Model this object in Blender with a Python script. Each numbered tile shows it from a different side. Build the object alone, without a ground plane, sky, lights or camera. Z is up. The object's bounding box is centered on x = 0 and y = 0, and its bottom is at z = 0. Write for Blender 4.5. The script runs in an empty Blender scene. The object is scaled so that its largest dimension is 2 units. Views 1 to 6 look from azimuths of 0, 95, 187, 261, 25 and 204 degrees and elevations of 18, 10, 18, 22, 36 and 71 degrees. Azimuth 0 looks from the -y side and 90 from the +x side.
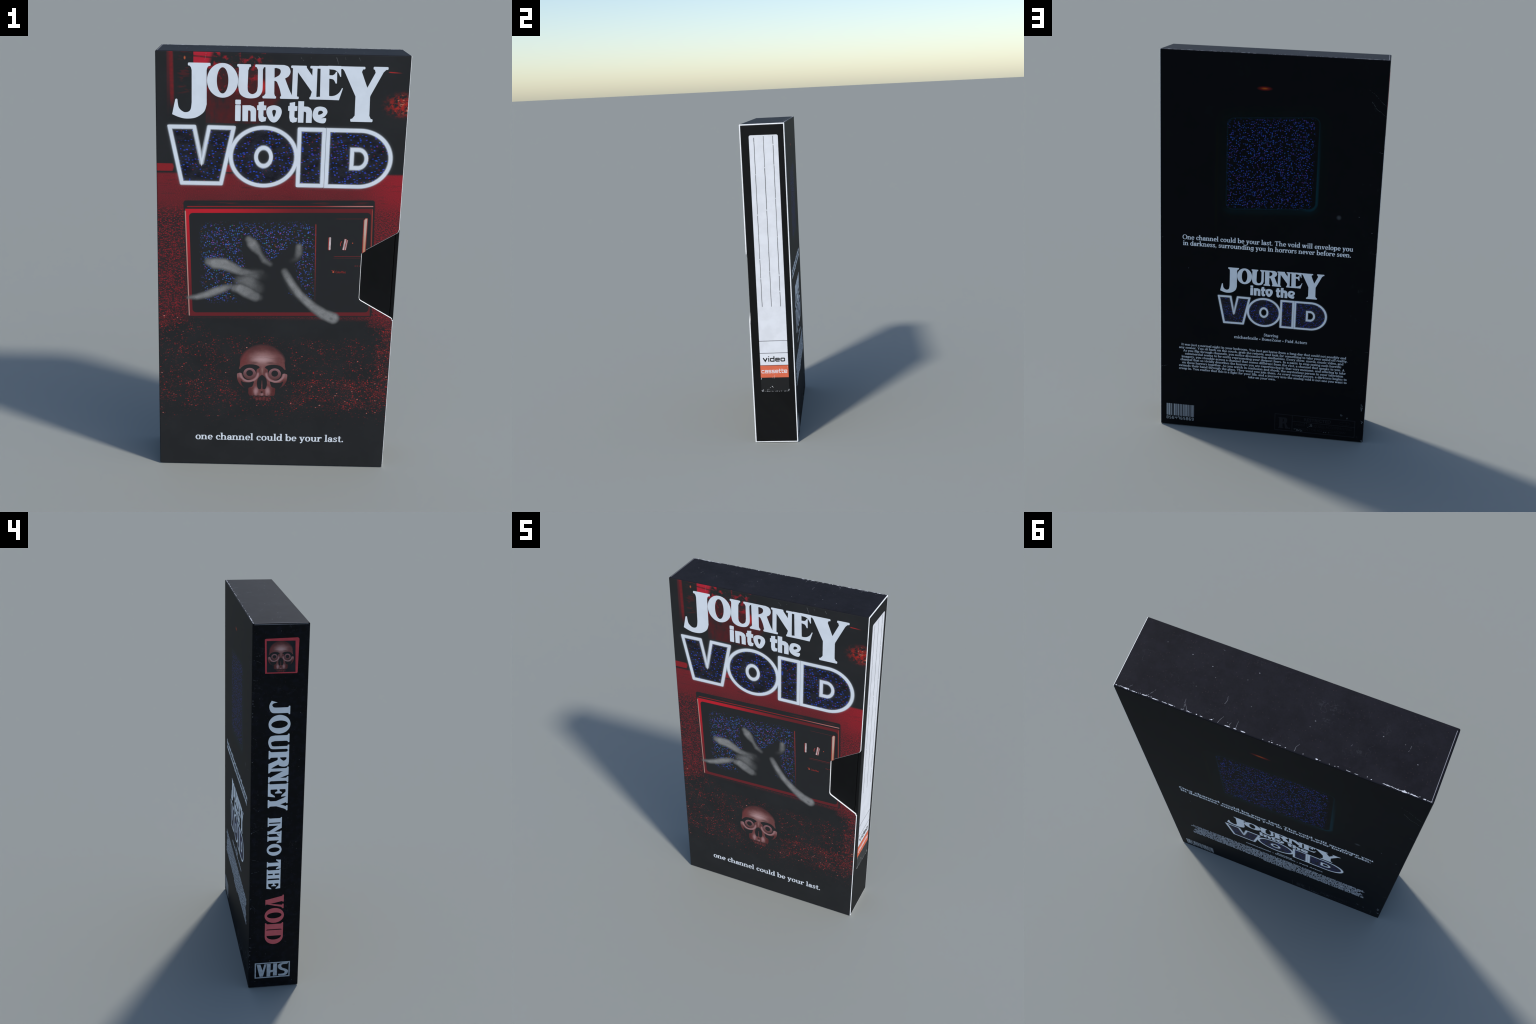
# A worn rental video sleeve (open on one long side, thumb notch in the front)
# with the tape cassette inside.  All artwork lengths are millimetres on the
# panel they are printed on; the model itself is in metres.
import bpy, bmesh, math, random
from math import sin, cos, pi, radians, hypot
from mathutils import Vector, Matrix
from mathutils.geometry import delaunay_2d_cdt

rng = random.Random(7)

# ------------------------------------------------------------------ sizes
X0, X1 = -0.5495, 0.5478          # sleeve: closed spine side / open side
HY, HZ = 0.1357, 2.0             # half depth, height
BOARD = 0.007                   # cardboard thickness
FOLD = 0.0045                   # radius of the folded edges
CX = 0.5500                      # face of the cassette, a touch proud of the board

# ================================================================== nodes
class Fx:
    """A number in a shader tree, with the usual arithmetic."""
    def __init__(s, m, sock): s.m, s.sock = m, sock
    def __add__(s, o): return s.m.op('ADD', s, o)
    def __radd__(s, o): return s.m.op('ADD', o, s)
    def __sub__(s, o): return s.m.op('SUBTRACT', s, o)
    def __rsub__(s, o): return s.m.op('SUBTRACT', o, s)
    def __mul__(s, o): return s.m.op('MULTIPLY', s, o)
    def __rmul__(s, o): return s.m.op('MULTIPLY', o, s)
    def __truediv__(s, o): return s.m.op('DIVIDE', s, o)

class Mat:
    def __init__(s, name, rough=0.5, spec=0.5):
        s.mat = bpy.data.materials.new(name); s.mat.use_nodes = True
        s.nt = s.mat.node_tree
        s.bsdf = s.nt.nodes['Principled BSDF']
        s.bsdf.inputs['Roughness'].default_value = rough
        s.bsdf.inputs['Specular IOR Level'].default_value = spec
        s._p = None
    def node(s, kind): return s.nt.nodes.new(kind)
    def put(s, inp, v):
        if isinstance(v, Fx): s.nt.links.new(v.sock, inp)
        else: inp.default_value = v
    def op(s, o, a, b=None, c=None, clamp=False):
        n = s.node('ShaderNodeMath'); n.operation = o; n.use_clamp = clamp
        for i, v in enumerate((a, b, c)):
            if v is not None: s.put(n.inputs[i], v)
        return Fx(s, n.outputs[0])
    def min(s, *a):
        r = a[0]
        for x in a[1:]: r = s.op('MINIMUM', r, x)
        return r
    def max(s, *a):
        r = a[0]
        for x in a[1:]: r = s.op('MAXIMUM', r, x)
        return r
    def abs(s, a): return s.op('ABSOLUTE', a)
    def sat(s, a): return s.op('ADD', a, 0.0, clamp=True)
    def length(s, a, b): return s.op('SQRT', s.op('ADD', a*a, b*b))
    def step(s, lo, hi, v):
        n = s.node('ShaderNodeMapRange'); n.interpolation_type = 'SMOOTHSTEP'
        s.put(n.inputs[0], v); n.inputs[1].default_value = lo; n.inputs[2].default_value = hi
        return Fx(s, n.outputs[0])
    def ramp(s, v, *stops):
        """piecewise-linear number from (position, value) stops"""
        n = s.node('ShaderNodeFloatCurve')
        lo, hi = stops[0][0], stops[-1][0]
        c = n.mapping.curves[0]; n.mapping.extend = 'HORIZONTAL'
        pts = [((p-lo)/(hi-lo), q) for p, q in stops]
        c.points[0].location = pts[0]; c.points[1].location = pts[-1]
        for p in pts[1:-1]: c.points.new(*p)
        for p in c.points: p.handle_type = 'VECTOR'
        n.mapping.update()
        s.put(n.inputs['Value'], s.sat((v-lo)*(1/(hi-lo))))
        return Fx(s, n.outputs[0])
    def uv(s, a='X', b='Y'):
        """object coordinates in millimetres on the two named axes"""
        if s._p is None:
            t = s.node('ShaderNodeTexCoord'); x = s.node('ShaderNodeSeparateXYZ')
            s.nt.links.new(t.outputs['Object'], x.inputs[0])
            s._p = {k: Fx(s, x.outputs[i])*1000.0 for i, k in enumerate('XYZ')}
        return s._p[a], s._p[b]
    def vec(s, u, v, w=0.0):
        n = s.node('ShaderNodeCombineXYZ')
        for i, q in enumerate((u, v, w)): s.put(n.inputs[i], q)
        return n.outputs[0]
    def noise(s, u, v, detail=2.0, rough=0.5, seed=0.0, color=False):
        n = s.node('ShaderNodeTexNoise'); n.noise_dimensions = '3D'
        s.nt.links.new(s.vec(u, v, seed), n.inputs['Vector'])
        n.inputs['Scale'].default_value = 1.0
        n.inputs['Detail'].default_value = detail; n.inputs['Roughness'].default_value = rough
        return Fx(s, n.outputs['Fac'])
    def cells(s, u, v, jitter=1.0):
        n = s.node('ShaderNodeTexVoronoi'); n.voronoi_dimensions = '2D'
        s.nt.links.new(s.vec(u, v), n.inputs['Vector'])
        n.inputs['Scale'].default_value = 1.0; n.inputs['Randomness'].default_value = jitter
        x = s.node('ShaderNodeSeparateColor'); s.nt.links.new(n.outputs['Color'], x.inputs[0])
        return Fx(s, n.outputs['Distance']), [Fx(s, x.outputs[i]) for i in range(3)]
    def mix(s, fac, a, b, blend='MIX'):
        n = s.node('ShaderNodeMix'); n.data_type = 'RGBA'; n.blend_type = blend
        n.clamp_factor = True
        s.put(n.inputs[0], fac)
        for i, q in ((6, a), (7, b)):
            if isinstance(q, tuple): n.inputs[i].default_value = (*q, 1.0)
            else: s.nt.links.new(q, n.inputs[i])
        return n.outputs[2]
    def shade(s, a, k): return s.mix(1.0, a, s.rgb(k, k, k), 'MULTIPLY')
    def rgb(s, r, g, b):
        n = s.node('ShaderNodeCombineColor')
        for i, q in enumerate((r, g, b)): s.put(n.inputs[i], q)
        return n.outputs[0]
    def colour_ramp(s, v, stops):
        n = s.node('ShaderNodeValToRGB'); e = n.color_ramp.elements
        n.color_ramp.interpolation = 'CONSTANT'
        while len(e) < len(stops): e.new(0.5)
        for el, (p, c) in zip(e, stops): el.position = p; el.color = (*c, 1)
        s.put(n.inputs[0], v)
        return n.outputs[0]
    def done(s, col):
        if isinstance(col, tuple): s.bsdf.inputs['Base Color'].default_value = (*col, 1)
        else: s.nt.links.new(col, s.bsdf.inputs['Base Color'])
        return s.mat
    # distance helpers (millimetres)
    def segment(s, u, v, a, b, r0=0.0, r1=None, along=False):
        r1 = r0 if r1 is None else r1
        dx, dy = b[0]-a[0], b[1]-a[1]; q = dx*dx+dy*dy
        pu, pv = u-a[0], v-a[1]
        h = s.op('ADD', pu*(dx/q), pv*(dy/q), clamp=True)
        d = s.length(pu-h*dx, pv-h*dy)
        if r0 or r1: d = d-(h*(r1-r0)+r0)
        return (d, h) if along else d
    def box(s, u, v, x0, y0, x1, y1, r=0.0):
        qx = s.abs(u-(x0+x1)/2)-((x1-x0)/2-r); qy = s.abs(v-(y0+y1)/2)-((y1-y0)/2-r)
        if r == 0.0: return s.max(qx, qy)
        return s.length(s.max(qx, 0.0), s.max(qy, 0.0))+s.min(s.max(qx, qy), 0.0)-r
    def oval(s, u, v, cx, cy, rx, ry):
        return (s.length((u-cx)*(1/rx), (v-cy)*(1/ry))-1.0)*((rx+ry)/2)
    def half_round(s, u, v, left, cx, cy, rx, ry):
        """a D: straight on its left, an ellipse on its right"""
        e = (s.length(s.max(u-cx, 0.0)*(1/rx), (v-cy)*(1/ry))-1.0)*((rx+ry)/2)
        return s.max(e, left-u)

def lin(r, g, b):
    f = lambda c: c/12.92 if c <= 0.04045 else ((c+0.055)/1.055)**2.4
    return (f(r/255), f(g/255), f(b/255))

# ================================================================== colours
INK = (0.0250, 0.0256, 0.0268)        # printed black of the photograph side
NIGHT = (0.0046, 0.0052, 0.0066)      # the denser black of back and spine
WHITE = (0.83, 0.87, 0.93)
RED = (0.60, 0.022, 0.040)

def plain(name, col, rough=0.55, spec=0.12, grain=0.0, size=0.02):
    m = Mat(name, rough, spec)
    if not grain: return m.done(col)
    u, v = m.uv('X', 'Y'); w = m.uv('Z', 'Z')[0]
    n = m.noise(u*size, v*size+w*size*0.77, 4.0, 0.6)
    return m.done(m.mix(m.step(0.35, 0.65, n), tuple(c*(1-grain) for c in col), tuple(min(1, c*(1+grain)) for c in col)))

# ================================================================== 2D shapes
def ccw(p):
    a = sum(p[i-1][0]*p[i][1]-p[i][0]*p[i-1][1] for i in range(len(p)))
    return p if a > 0 else p[::-1]
def poly(*pts): return [(1, list(pts))]
def cut(shape): return [(-1, p) for _, p in shape]
def spline(pts, closed=False, n=6):
    out, k = [], len(pts)
    for i in range(k if closed else k-1):
        if closed: a, b, c, d = (pts[(i+j) % k] for j in (-1, 0, 1, 2))
        else: a, b, c, d = pts[max(i-1, 0)], pts[i], pts[i+1], pts[min(i+2, k-1)]
        for j in range(n):
            t = j/n
            out.append(tuple(0.5*(2*b[q]+(c[q]-a[q])*t+(2*a[q]-5*b[q]+4*c[q]-d[q])*t*t+(3*b[q]-a[q]-3*c[q]+d[q])*t**3) for q in (0, 1)))
    if not closed: out.append(pts[-1])
    return out
def blob(*pts): return [(1, spline(list(pts), True))]
def oval(cx, cy, rx, ry, tilt=0.0, n=48):
    c, s = cos(radians(tilt)), sin(radians(tilt))
    return [(1, [(cx+c*rx*cos(a)-s*ry*sin(a), cy+s*rx*cos(a)+c*ry*sin(a)) for a in (2*pi*i/n for i in range(n))])]
def slab(x0, y0, x1, y1, r=3.0):
    r = min(r, (x1-x0)/2.01, (y1-y0)/2.01); out = []
    for cx, cy, a0 in ((x1-r, y1-r, 0), (x0+r, y1-r, 90), (x0+r, y0+r, 180), (x1-r, y0+r, 270)):
        out += [(cx+r*cos(radians(a0+22.5*k)), cy+r*sin(radians(a0+22.5*k))) for k in range(5)]
    return [(1, out)]
def pen(pts, thick, thin=None, closed=False, flat=True):
    """a stroke whose width depends on its direction (broad for uprights)"""
    thin = thick if thin is None else thin
    P = [p for i, p in enumerate(pts) if i == 0 or hypot(p[0]-pts[i-1][0], p[1]-pts[i-1][1]) > 1e-6]
    k = len(P); L, R = [], []
    for i in range(k):
        a = P[i-1] if (i or closed) else P[i]; b = P[(i+1) % k] if (i < k-1 or closed) else P[i]
        dx, dy = b[0]-a[0], b[1]-a[1]; q = hypot(dx, dy) or 1
        d1 = (P[i][0]-a[0], P[i][1]-a[1]); h1 = hypot(*d1)
        mit = 1.0
        if h1 > 0 and (b != P[i]):
            d2 = (b[0]-P[i][0], b[1]-P[i][1]); h2 = hypot(*d2)
            if h2 > 0:
                cs = (d1[0]*d2[0]+d1[1]*d2[1])/(h1*h2)
                mit = min(2.2, 1/max(0.3, math.sqrt(max(0.02, (1+cs)/2))))
                n1 = (d1[0]/h1+d2[0]/h2, d1[1]/h1+d2[1]/h2); q = hypot(*n1) or 1; dx, dy = n1
        w = (thin+(thick-thin)*abs(dy/q)**1.3)/2*mit
        L.append((P[i][0]-dy/q*w, P[i][1]+dx/q*w)); R.append((P[i][0]+dy/q*w, P[i][1]-dx/q*w))
    out = []
    for i in range(k if closed else k-1):
        j = (i+1) % k
        out.append((1, [R[i], R[j], L[j], L[i]]))
    return out
def arc(cx, cy, rx, ry, a0, a1, n=None):
    n = n or max(4, int(abs(a1-a0)/12))
    return [(cx+rx*cos(radians(a0+(a1-a0)*i/n)), cy+ry*sin(radians(a0+(a1-a0)*i/n))) for i in range(n+1)]
def moved(shape, dx=0.0, dy=0.0, sx=1.0, sy=None):
    sy = sx if sy is None else sy
    return [(s, [(x*sx+dx, y*sy+dy) for x, y in p]) for s, p in shape]

def flatten(shape):
    """union the positive pieces, take the later negative ones away -> triangles"""
    V, F = [], []
    for _, p in shape:
        p = ccw(p); F.append(list(range(len(V), len(V)+len(p)))); V += [Vector(q) for q in p]
    vs, _, fs, _, _, of = delaunay_2d_cdt(V, [], F, 0, 1e-5)
    keep = [f for f, o in zip(fs, of) if o and shape[max(o)][0] > 0]
    used = sorted({i for f in keep for i in f}); ix = {j: k for k, j in enumerate(used)}
    return [tuple(vs[i]) for i in used], [tuple(ix[i] for i in f) for f in keep]

FRONT = Matrix(((1, 0, 0, 0), (0, 0, -1, -HY), (0, 1, 0, 0), (0, 0, 0, 1)))
BACK = Matrix(((-1, 0, 0, 0), (0, 0, 1, HY), (0, 1, 0, 0), (0, 0, 0, 1)))
SPINE = Matrix(((0, 0, -1, X0), (-1, 0, 0, 0), (0, 1, 0, 0), (0, 0, 0, 1)))
LABEL = Matrix(((0, 0, 1, CX), (1, 0, 0, 0), (0, 1, 0, 0), (0, 0, 0, 1)))
TOP = Matrix(((1, 0, 0, 0), (0, 1, 0, 0), (0, 0, 1, HZ), (0, 0, 0, 1)))

def new_object(name, mesh, parent, matrix=None):
    ob = bpy.data.objects.new(name, mesh); bpy.context.scene.collection.objects.link(ob)
    ob.parent = parent
    if matrix is not None: ob.matrix_world = matrix
    return ob

def sheet_mesh(name, V2, F, mat, h, base=0.0):
    """a thin film of ink: flat top at h mm with edges going down to base mm"""
    V = [(x/1000, y/1000, h/1000) for x, y in V2]; faces = [tuple(f) for f in F]
    count = {}
    for f in faces:
        for i in range(len(f)): count[(f[i-1], f[i])] = 1
    low = {}
    for a, b in list(count):
        if (b, a) not in count:
            for q in (a, b):
                if q not in low: low[q] = len(V); V.append((V2[q][0]/1000, V2[q][1]/1000, base/1000))
            faces.append((b, a, low[a], low[b]))
    me = bpy.data.meshes.new(name); me.from_pydata(V, [], faces); me.materials.append(mat); me.update()
    return me

def ink(name, shape, mat, panel, parent, h=0.6, base=0.0, kind=None):
    V2, F = flatten(shape)
    ob = new_object(name, sheet_mesh(name, V2, F, mat, h, base), parent, panel)
    if kind: ob["kind"] = kind
    return ob

# ================================================================== lettering
# --- small roman with pen strokes; x height 1, stem T, hairline N
T, N = 0.27, 0.11
def stem(x, y0, y1, f=''):
    s = [(1, [(x-T/2, y0), (x+T/2, y0), (x+T/2, y1), (x-T/2, y1)])]
    w = T/2+0.13
    if 'b' in f: s += slab(x-w, y0, x+w, y0+N, 0.02)
    if 't' in f: s += slab(x-w, y1-N, x+w, y1, 0.02)
    if 'l' in f: s += poly((x-w, y1-N), (x, y1-N*1.4), (x, y1), (x-w, y1-0.02))
    if 'r' in f: s += slab(x, y0, x+w, y0+N, 0.02)
    return s
def bowl(cx, cy, rx, ry, a0=0, a1=360):
    full = abs(a1-a0) >= 360
    p = arc(cx, cy, rx-T/2, ry-N/2, a0, a1)
    return pen(p[:-1] if full else p, T, N, closed=full)
def bar(x0, x1, y, w=N): return slab(x0, y-w/2, x1, y+w/2, 0.02)
def dot(x, y, r=0.15): return oval(x, y, r, r, n=12)
def slash(x0, y0, x1, y1, w): return pen([(x0, y0), (x1, y1)], w)
def feet(*xs, y=0.0, w=0.24): return sum((slab(x-w, y, x+w, y+N, 0.02) for x in xs), [])
CAP, ASC, DSC = 1.45, 1.58, -0.45
ROMAN = {
 'a': (0.98, bowl(.42, .29, .38, .33)+stem(.72, .05, .7)+bowl(.47, .66, .39, .36, 0, 155)+dot(.2, .76, .12)+bar(.72, .98, .06)),
 'b': (1.10, stem(.22, 0, ASC, 'l')+bowl(.6, .5, .48, .52)),
 'c': (0.92, bowl(.52, .5, .46, .52, 48, 318)+dot(.76, .76, .13)),
 'd': (1.12, stem(.86, 0, ASC, 'lr')+bowl(.5, .5, .46, .52)),
 'e': (0.98, bowl(.52, .5, .46, .52, 0, 318)+bar(.12, .94, .5)),
 'f': (0.66, stem(.32, 0, 1.25, 'b')+bowl(.58, 1.2, .39, .4, 55, 180)+bar(.04, .66, .94)+dot(.72, 1.42, .11)),
 'g': (1.04, bowl(.48, .52, .44, .48)+stem(.82, -.1, 1)+bowl(.47, -.1, .48, .36, 185, 360)+bar(.82, 1.06, .94)),
 'h': (1.18, stem(.24, 0, ASC, 'lb')+bowl(.58, .62, .44, .4, 0, 165)+stem(.88, 0, .62, 'b')),
 'i': (0.56, stem(.28, 0, 1, 'lb')+dot(.27, 1.36, .17)),
 'j': (0.54, stem(.3, -.2, 1, 'l')+bowl(.03, -.2, .4, .28, 270, 360)+dot(.3, 1.36, .17)),
 'k': (1.12, stem(.24, 0, ASC, 'lb')+slash(.3, .42, .82, .95, N*1.2)+slash(.42, .58, .92, .04, T)+feet(.94, w=.2)+bar(.64, 1.04, .94)),
 'l': (0.58, stem(.29, 0, ASC, 'lb')),
 'm': (1.78, stem(.24, 0, 1, 'lb')+bowl(.58, .62, .44, .4, 0, 165)+stem(.88, 0, .62, 'b')+bowl(1.2, .62, .44, .4, 0, 165)+stem(1.5, 0, .62, 'b')),
 'n': (1.18, stem(.24, 0, 1, 'lb')+bowl(.58, .62, .44, .4, 0, 165)+stem(.88, 0, .62, 'b')),
 'o': (1.06, bowl(.53, .5, .49, .53)),
 'p': (1.12, stem(.24, DSC, 1, 'lb')+bowl(.62, .5, .46, .52)),
 'r': (0.86, stem(.26, 0, 1, 'lb')+bowl(.62, .6, .4, .42, 70, 170)+dot(.74, .88, .15)),
 's': (0.84, pen(spline([(.70, .74), (.62, .9), (.44, .95), (.26, .88), (.2, .72), (.32, .58), (.54, .47), (.66, .3), (.6, .12), (.42, .05), (.22, .1), (.13, .28)], n=4), .22, .13)),
 't': (0.70, stem(.34, .15, 1.3)+bar(.06, .68, .94)+bowl(.56, .26, .36, .28, 180, 300)),
 'u': (1.18, stem(.26, .35, 1, 'l')+bowl(.56, .36, .43, .38, 180, 345)+stem(.88, 0, 1, 'lr')),
 'v': (1.04, slash(.2, 1, .5, .02, T)+slash(.86, 1, .54, .02, N*1.3)+feet(.22, .84, y=1-N)),
 'w': (1.56, slash(.2, 1, .46, .02, T)+slash(.76, 1, .5, .02, N*1.3)+slash(.76, 1, 1.02, .02, T)+slash(1.36, 1, 1.06, .02, N*1.3)+feet(.22, .78, 1.34, y=1-N)),
 'x': (1.04, slash(.22, .98, .82, .02, T)+slash(.84, .98, .2, .02, N*1.3)+feet(.2, .84, w=.2)+feet(.2, .84, y=1-N, w=.2)),
 'y': (1.04, slash(.2, 1, .52, .02, T)+slash(.86, 1, .42, -.36, N*1.5)+feet(.22, .84, y=1-N)+dot(.28, -.34, .14)),
 'z': (0.92, bar(.12, .82, .94)+bar(.12, .82, .06)+slash(.7, .94, .24, .06, T)),
 '.': (0.46, dot(.22, .12, .15)), ',': (0.46, dot(.22, .12, .15)+slash(.28, .12, .14, -.22, N)),
 '*': (0.70, dot(.35, .5, .26)), ' ': (0.52, []),
 'O': (1.56, bowl(.78, CAP/2, .74, .76)),
 'T': (1.36, stem(.68, 0, CAP, 'b')+bar(.08, 1.28, CAP-.06, .14)+slash(.14, CAP, .08, CAP-.36, .1)+slash(1.22, CAP, 1.28, CAP-.36, .1)),
 'I': (0.70, stem(.35, 0, CAP, 'bt')),
 'Y': (1.42, stem(.71, 0, .7, 'b')+slash(.28, CAP, .7, .62, T)+slash(1.16, CAP, .74, .62, N*1.4)+feet(.28, 1.16, y=CAP-N)),
 'A': (1.46, slash(.7, CAP, 1.18, .02, T*1.1)+slash(.7, CAP, .24, .02, N*1.4)+bar(.4, 1.04, .5)+feet(.24, 1.18)),
 'E': (1.24, stem(.3, 0, CAP, 'b')+bar(.1, 1.1, CAP-.06)+bar(.1, 1.16, .06)+bar(.3, .86, .76)+slash(1.1, CAP, 1.12, CAP-.34, .1)+slash(1.12, 0, 1.2, .4, .1)),
 'P': (1.26, stem(.3, 0, CAP, 'b')+bar(.08, .7, CAP-.055)+bowl(.66, 1.06, .52, .4, -90, 90)+bar(.3, .68, .7)),
 'B': (1.32, stem(.3, 0, CAP)+bar(.08, .7, CAP-.055)+bowl(.64, 1.1, .5, .36, -90, 90)+bowl(.68, .39, .56, .4, -90, 90)+bar(.08, .7, .055)+bar(.3, .7, .77)),
 'Z': (1.24, bar(.14, 1.1, CAP-.06)+bar(.14, 1.14, .06)+slash(.98, CAP-.06, .26, .06, T)+slash(1.12, 0, 1.16, .36, .1)),
 'S': (1.10, pen(spline([(.92, 1.08), (.82, 1.3), (.58, 1.4), (.32, 1.3), (.24, 1.08), (.4, .88), (.72, .66), (.88, .42), (.8, .16), (.56, .06), (.28, .12), (.14, .4)], n=4), T, .15)),
}
_glyphs = {}
def set_line(text, x0, x1, y, xh, adv=ROMAN):
    """one line of the roman, stretched to run exactly from x0 to x1"""
    total = sum(adv[c][0] for c in text); k = (x1-x0)/total; pos = 0; V, F = [], []
    for c in text:
        w, sh = adv[c]
        if sh:
            if c not in _glyphs: _glyphs[c] = flatten(sh)
            gv, gf = _glyphs[c]; b = len(V)
            V += [(x0+(pos+p[0])*k, y+p[1]*xh) for p in gv]; F += [tuple(i+b for i in f) for f in gf]
        pos += w
    return V, F
def lines(name, rows, mat, panel, parent, h=0.5, kind=None):
    V, F = [], []
    for row in rows:
        v, f = set_line(*row); b = len(V); V += v; F += [tuple(i+b for i in q) for q in f]
    ob = new_object(name, sheet_mesh(name, V, F, mat, h), parent, panel)
    if kind: ob["kind"] = kind
    return ob

def sans(name, text, x0, x1, y, height, mat, panel, parent, h=0.5, bold=0.0):
    """built-in font, fitted to a width and a cap height"""
    cu = bpy.data.curves.new(name, 'FONT'); cu.body = text; cu.offset = bold; cu.resolution_u = 3
    ob = bpy.data.objects.new(name, cu); bpy.context.scene.collection.objects.link(ob)
    me = ob.to_mesh(); V = [(v.co.x, v.co.y) for v in me.vertices]; F = [tuple(p.vertices) for p in me.polygons]
    ob.to_mesh_clear(); bpy.data.objects.remove(ob); bpy.data.curves.remove(cu)
    a, b = min(v[0] for v in V), max(v[0] for v in V); t = max(v[1] for v in V)
    V = [(x0+(v[0]-a)*(x1-x0)/(b-a), y+v[1]*height/t) for v in V]
    return new_object(name, sheet_mesh(name, V, F, mat, h), parent, panel)

# --- heavy display capitals for the spine; cap height 1, given width w
ST, HL, SF = 0.28, 0.12, 0.075
def serif(x0, x1, y, up):
    """flat slab with a bracket leading into the stem"""
    d = 1 if up else -1
    return slab(x0, min(y, y+d*SF), x1, max(y, y+d*SF), 0.02)+poly((x0+.035, y+d*SF*.6), (x1-.035, y+d*SF*.6), (x1-.075, y+d*.14), (x0+.075, y+d*.14))
def post(x0, x1, y0=0.0, y1=1.0, s='bt', o=0.075):
    out = poly((x0, y0), (x1, y0), (x1, y1), (x0, y1))
    if 'b' in s: out += serif(x0-o, x1+o, y0, True)
    if 't' in s: out += serif(x0-o, x1+o, y1, False)
    return out
def cap(c, w):
    if c == 'I': return post(.075, w-.075)
    if c == 'H': return post(.075, .075+ST)+post(w-.075-ST, w-.075)+slab(.2, .44, w-.2, .58, .01)
    if c == 'O': return oval(w/2, .5, w/2, .53)+cut(oval(w/2, .5, w/2-ST, .40, 3))
    if c == 'D': return poly((0, 0), (w*.4, 0), *arc(w*.45, .5, w*.55, .5, -90, 90), (0, 1))+cut(poly((ST+.07, .1), *arc(w*.42, .5, w*.58-ST, .4, -90, 90), (ST+.07, .9)))+post(.07, .07+ST, s='')
    if c == 'J': return poly(*spline([(w-.35, 1), (w-.35, .3), (w-.4, .17), (w-.49, .13), (.13, .2), (.09, .38)]), (.0, .1), *spline([(.0, .1), (.2, .0), (w-.3, .0), (w-.12, .1), (w-.07, .3), (w-.07, 1)]))+serif(w-.42, w, 1, False)
    if c == 'U': return poly((.075, 1), *spline([(.075, .3), (.14, .06), (w/2, -.03), (w-.12, .08), (w-.07, .3)]), (w-.07, 1))+cut(poly((.075+ST, 1.1), *spline([(.075+ST, .3), (.4, .14), (w*.55, .11), (w-.24, .16), (w-.21, .3)]), (w-.21, 1.1)))+serif(0, .43, 1, False)+serif(w-.28, w, 1, False)
    if c == 'R': return post(.075, .075+ST)+poly((.2, 1), *spline([(w*.5, 1), (w*.66, .96), (w*.72, .76), (w*.66, .52), (w*.5, .46)]), (.2, .44))+cut(poly((.075+ST, .88), *spline([(.45, .88), (w*.46, .74), (.42, .58)]), (.075+ST, .56)))+poly((.40, .5), (w*.56, .5), *spline([(w*.62, .48), (w*.8, .12), (w*.96, .1)]), (w, 0), (w*.58, 0), (.5, .42))
    if c == 'N': return post(.075, .075+HL*1.3)+post(w-.075-HL*1.3, w-.075)+poly((.1, 1), (.42, 1), (w-.08, .18), (w-.08, .02), (w-.22, .02), (.16, .86))
    if c == 'E': return post(.05, .05+ST, s='')+serif(0, .42, 0, True)+serif(0, .42, 1, False)+slab(.1, .88, w-.06, 1, .01)+poly((w-.3, .9), (w-.05, 1), (w-.02, .66), (w-.09, .68))+poly((.3, .45), (.42, .48), (.49, .36), (.55, .36), (.55, .7), (.49, .7), (.42, .58), (.3, .58))+poly((.1, 0), (w-.06, 0), (w, .36), (w-.07, .34), (w-.22, .14), (.1, .1))
    if c == 'T': return post(w/2-ST/2, w/2+ST/2, s='b')+slab(.03, .88, w-.03, 1, .01)+poly((.0, .66), (.05, 1), (.28, .92), (.09, .68))+poly((w, .66), (w-.05, 1), (w-.28, .92), (w-.09, .68))
    if c == 'Y': return post(w/2-ST/2+.02, w/2+ST/2+.02, 0, .5, 'b')+poly((.03, 1), (.34, 1), (w/2+.08, .58), (w/2+.02, .4), (w/2-ST/2+.02, .42))+poly((w-.2, 1), (w-.04, 1), (w/2+.16, .44), (w/2, .46))+serif(0, .42, 1, False)+serif(w-.28, w, 1, False)
    if c == 'V': return poly((.04, 1), (.36, 1), (w/2+.1, .26), (w-.2, 1), (w-.06, 1), (w/2+.1, 0), (w/2-.14, 0))+serif(0, .42, 1, False)+serif(w-.28, w, 1, False)+slab(w/2-.16, 0, w/2+.14, .06, .01)

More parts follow.
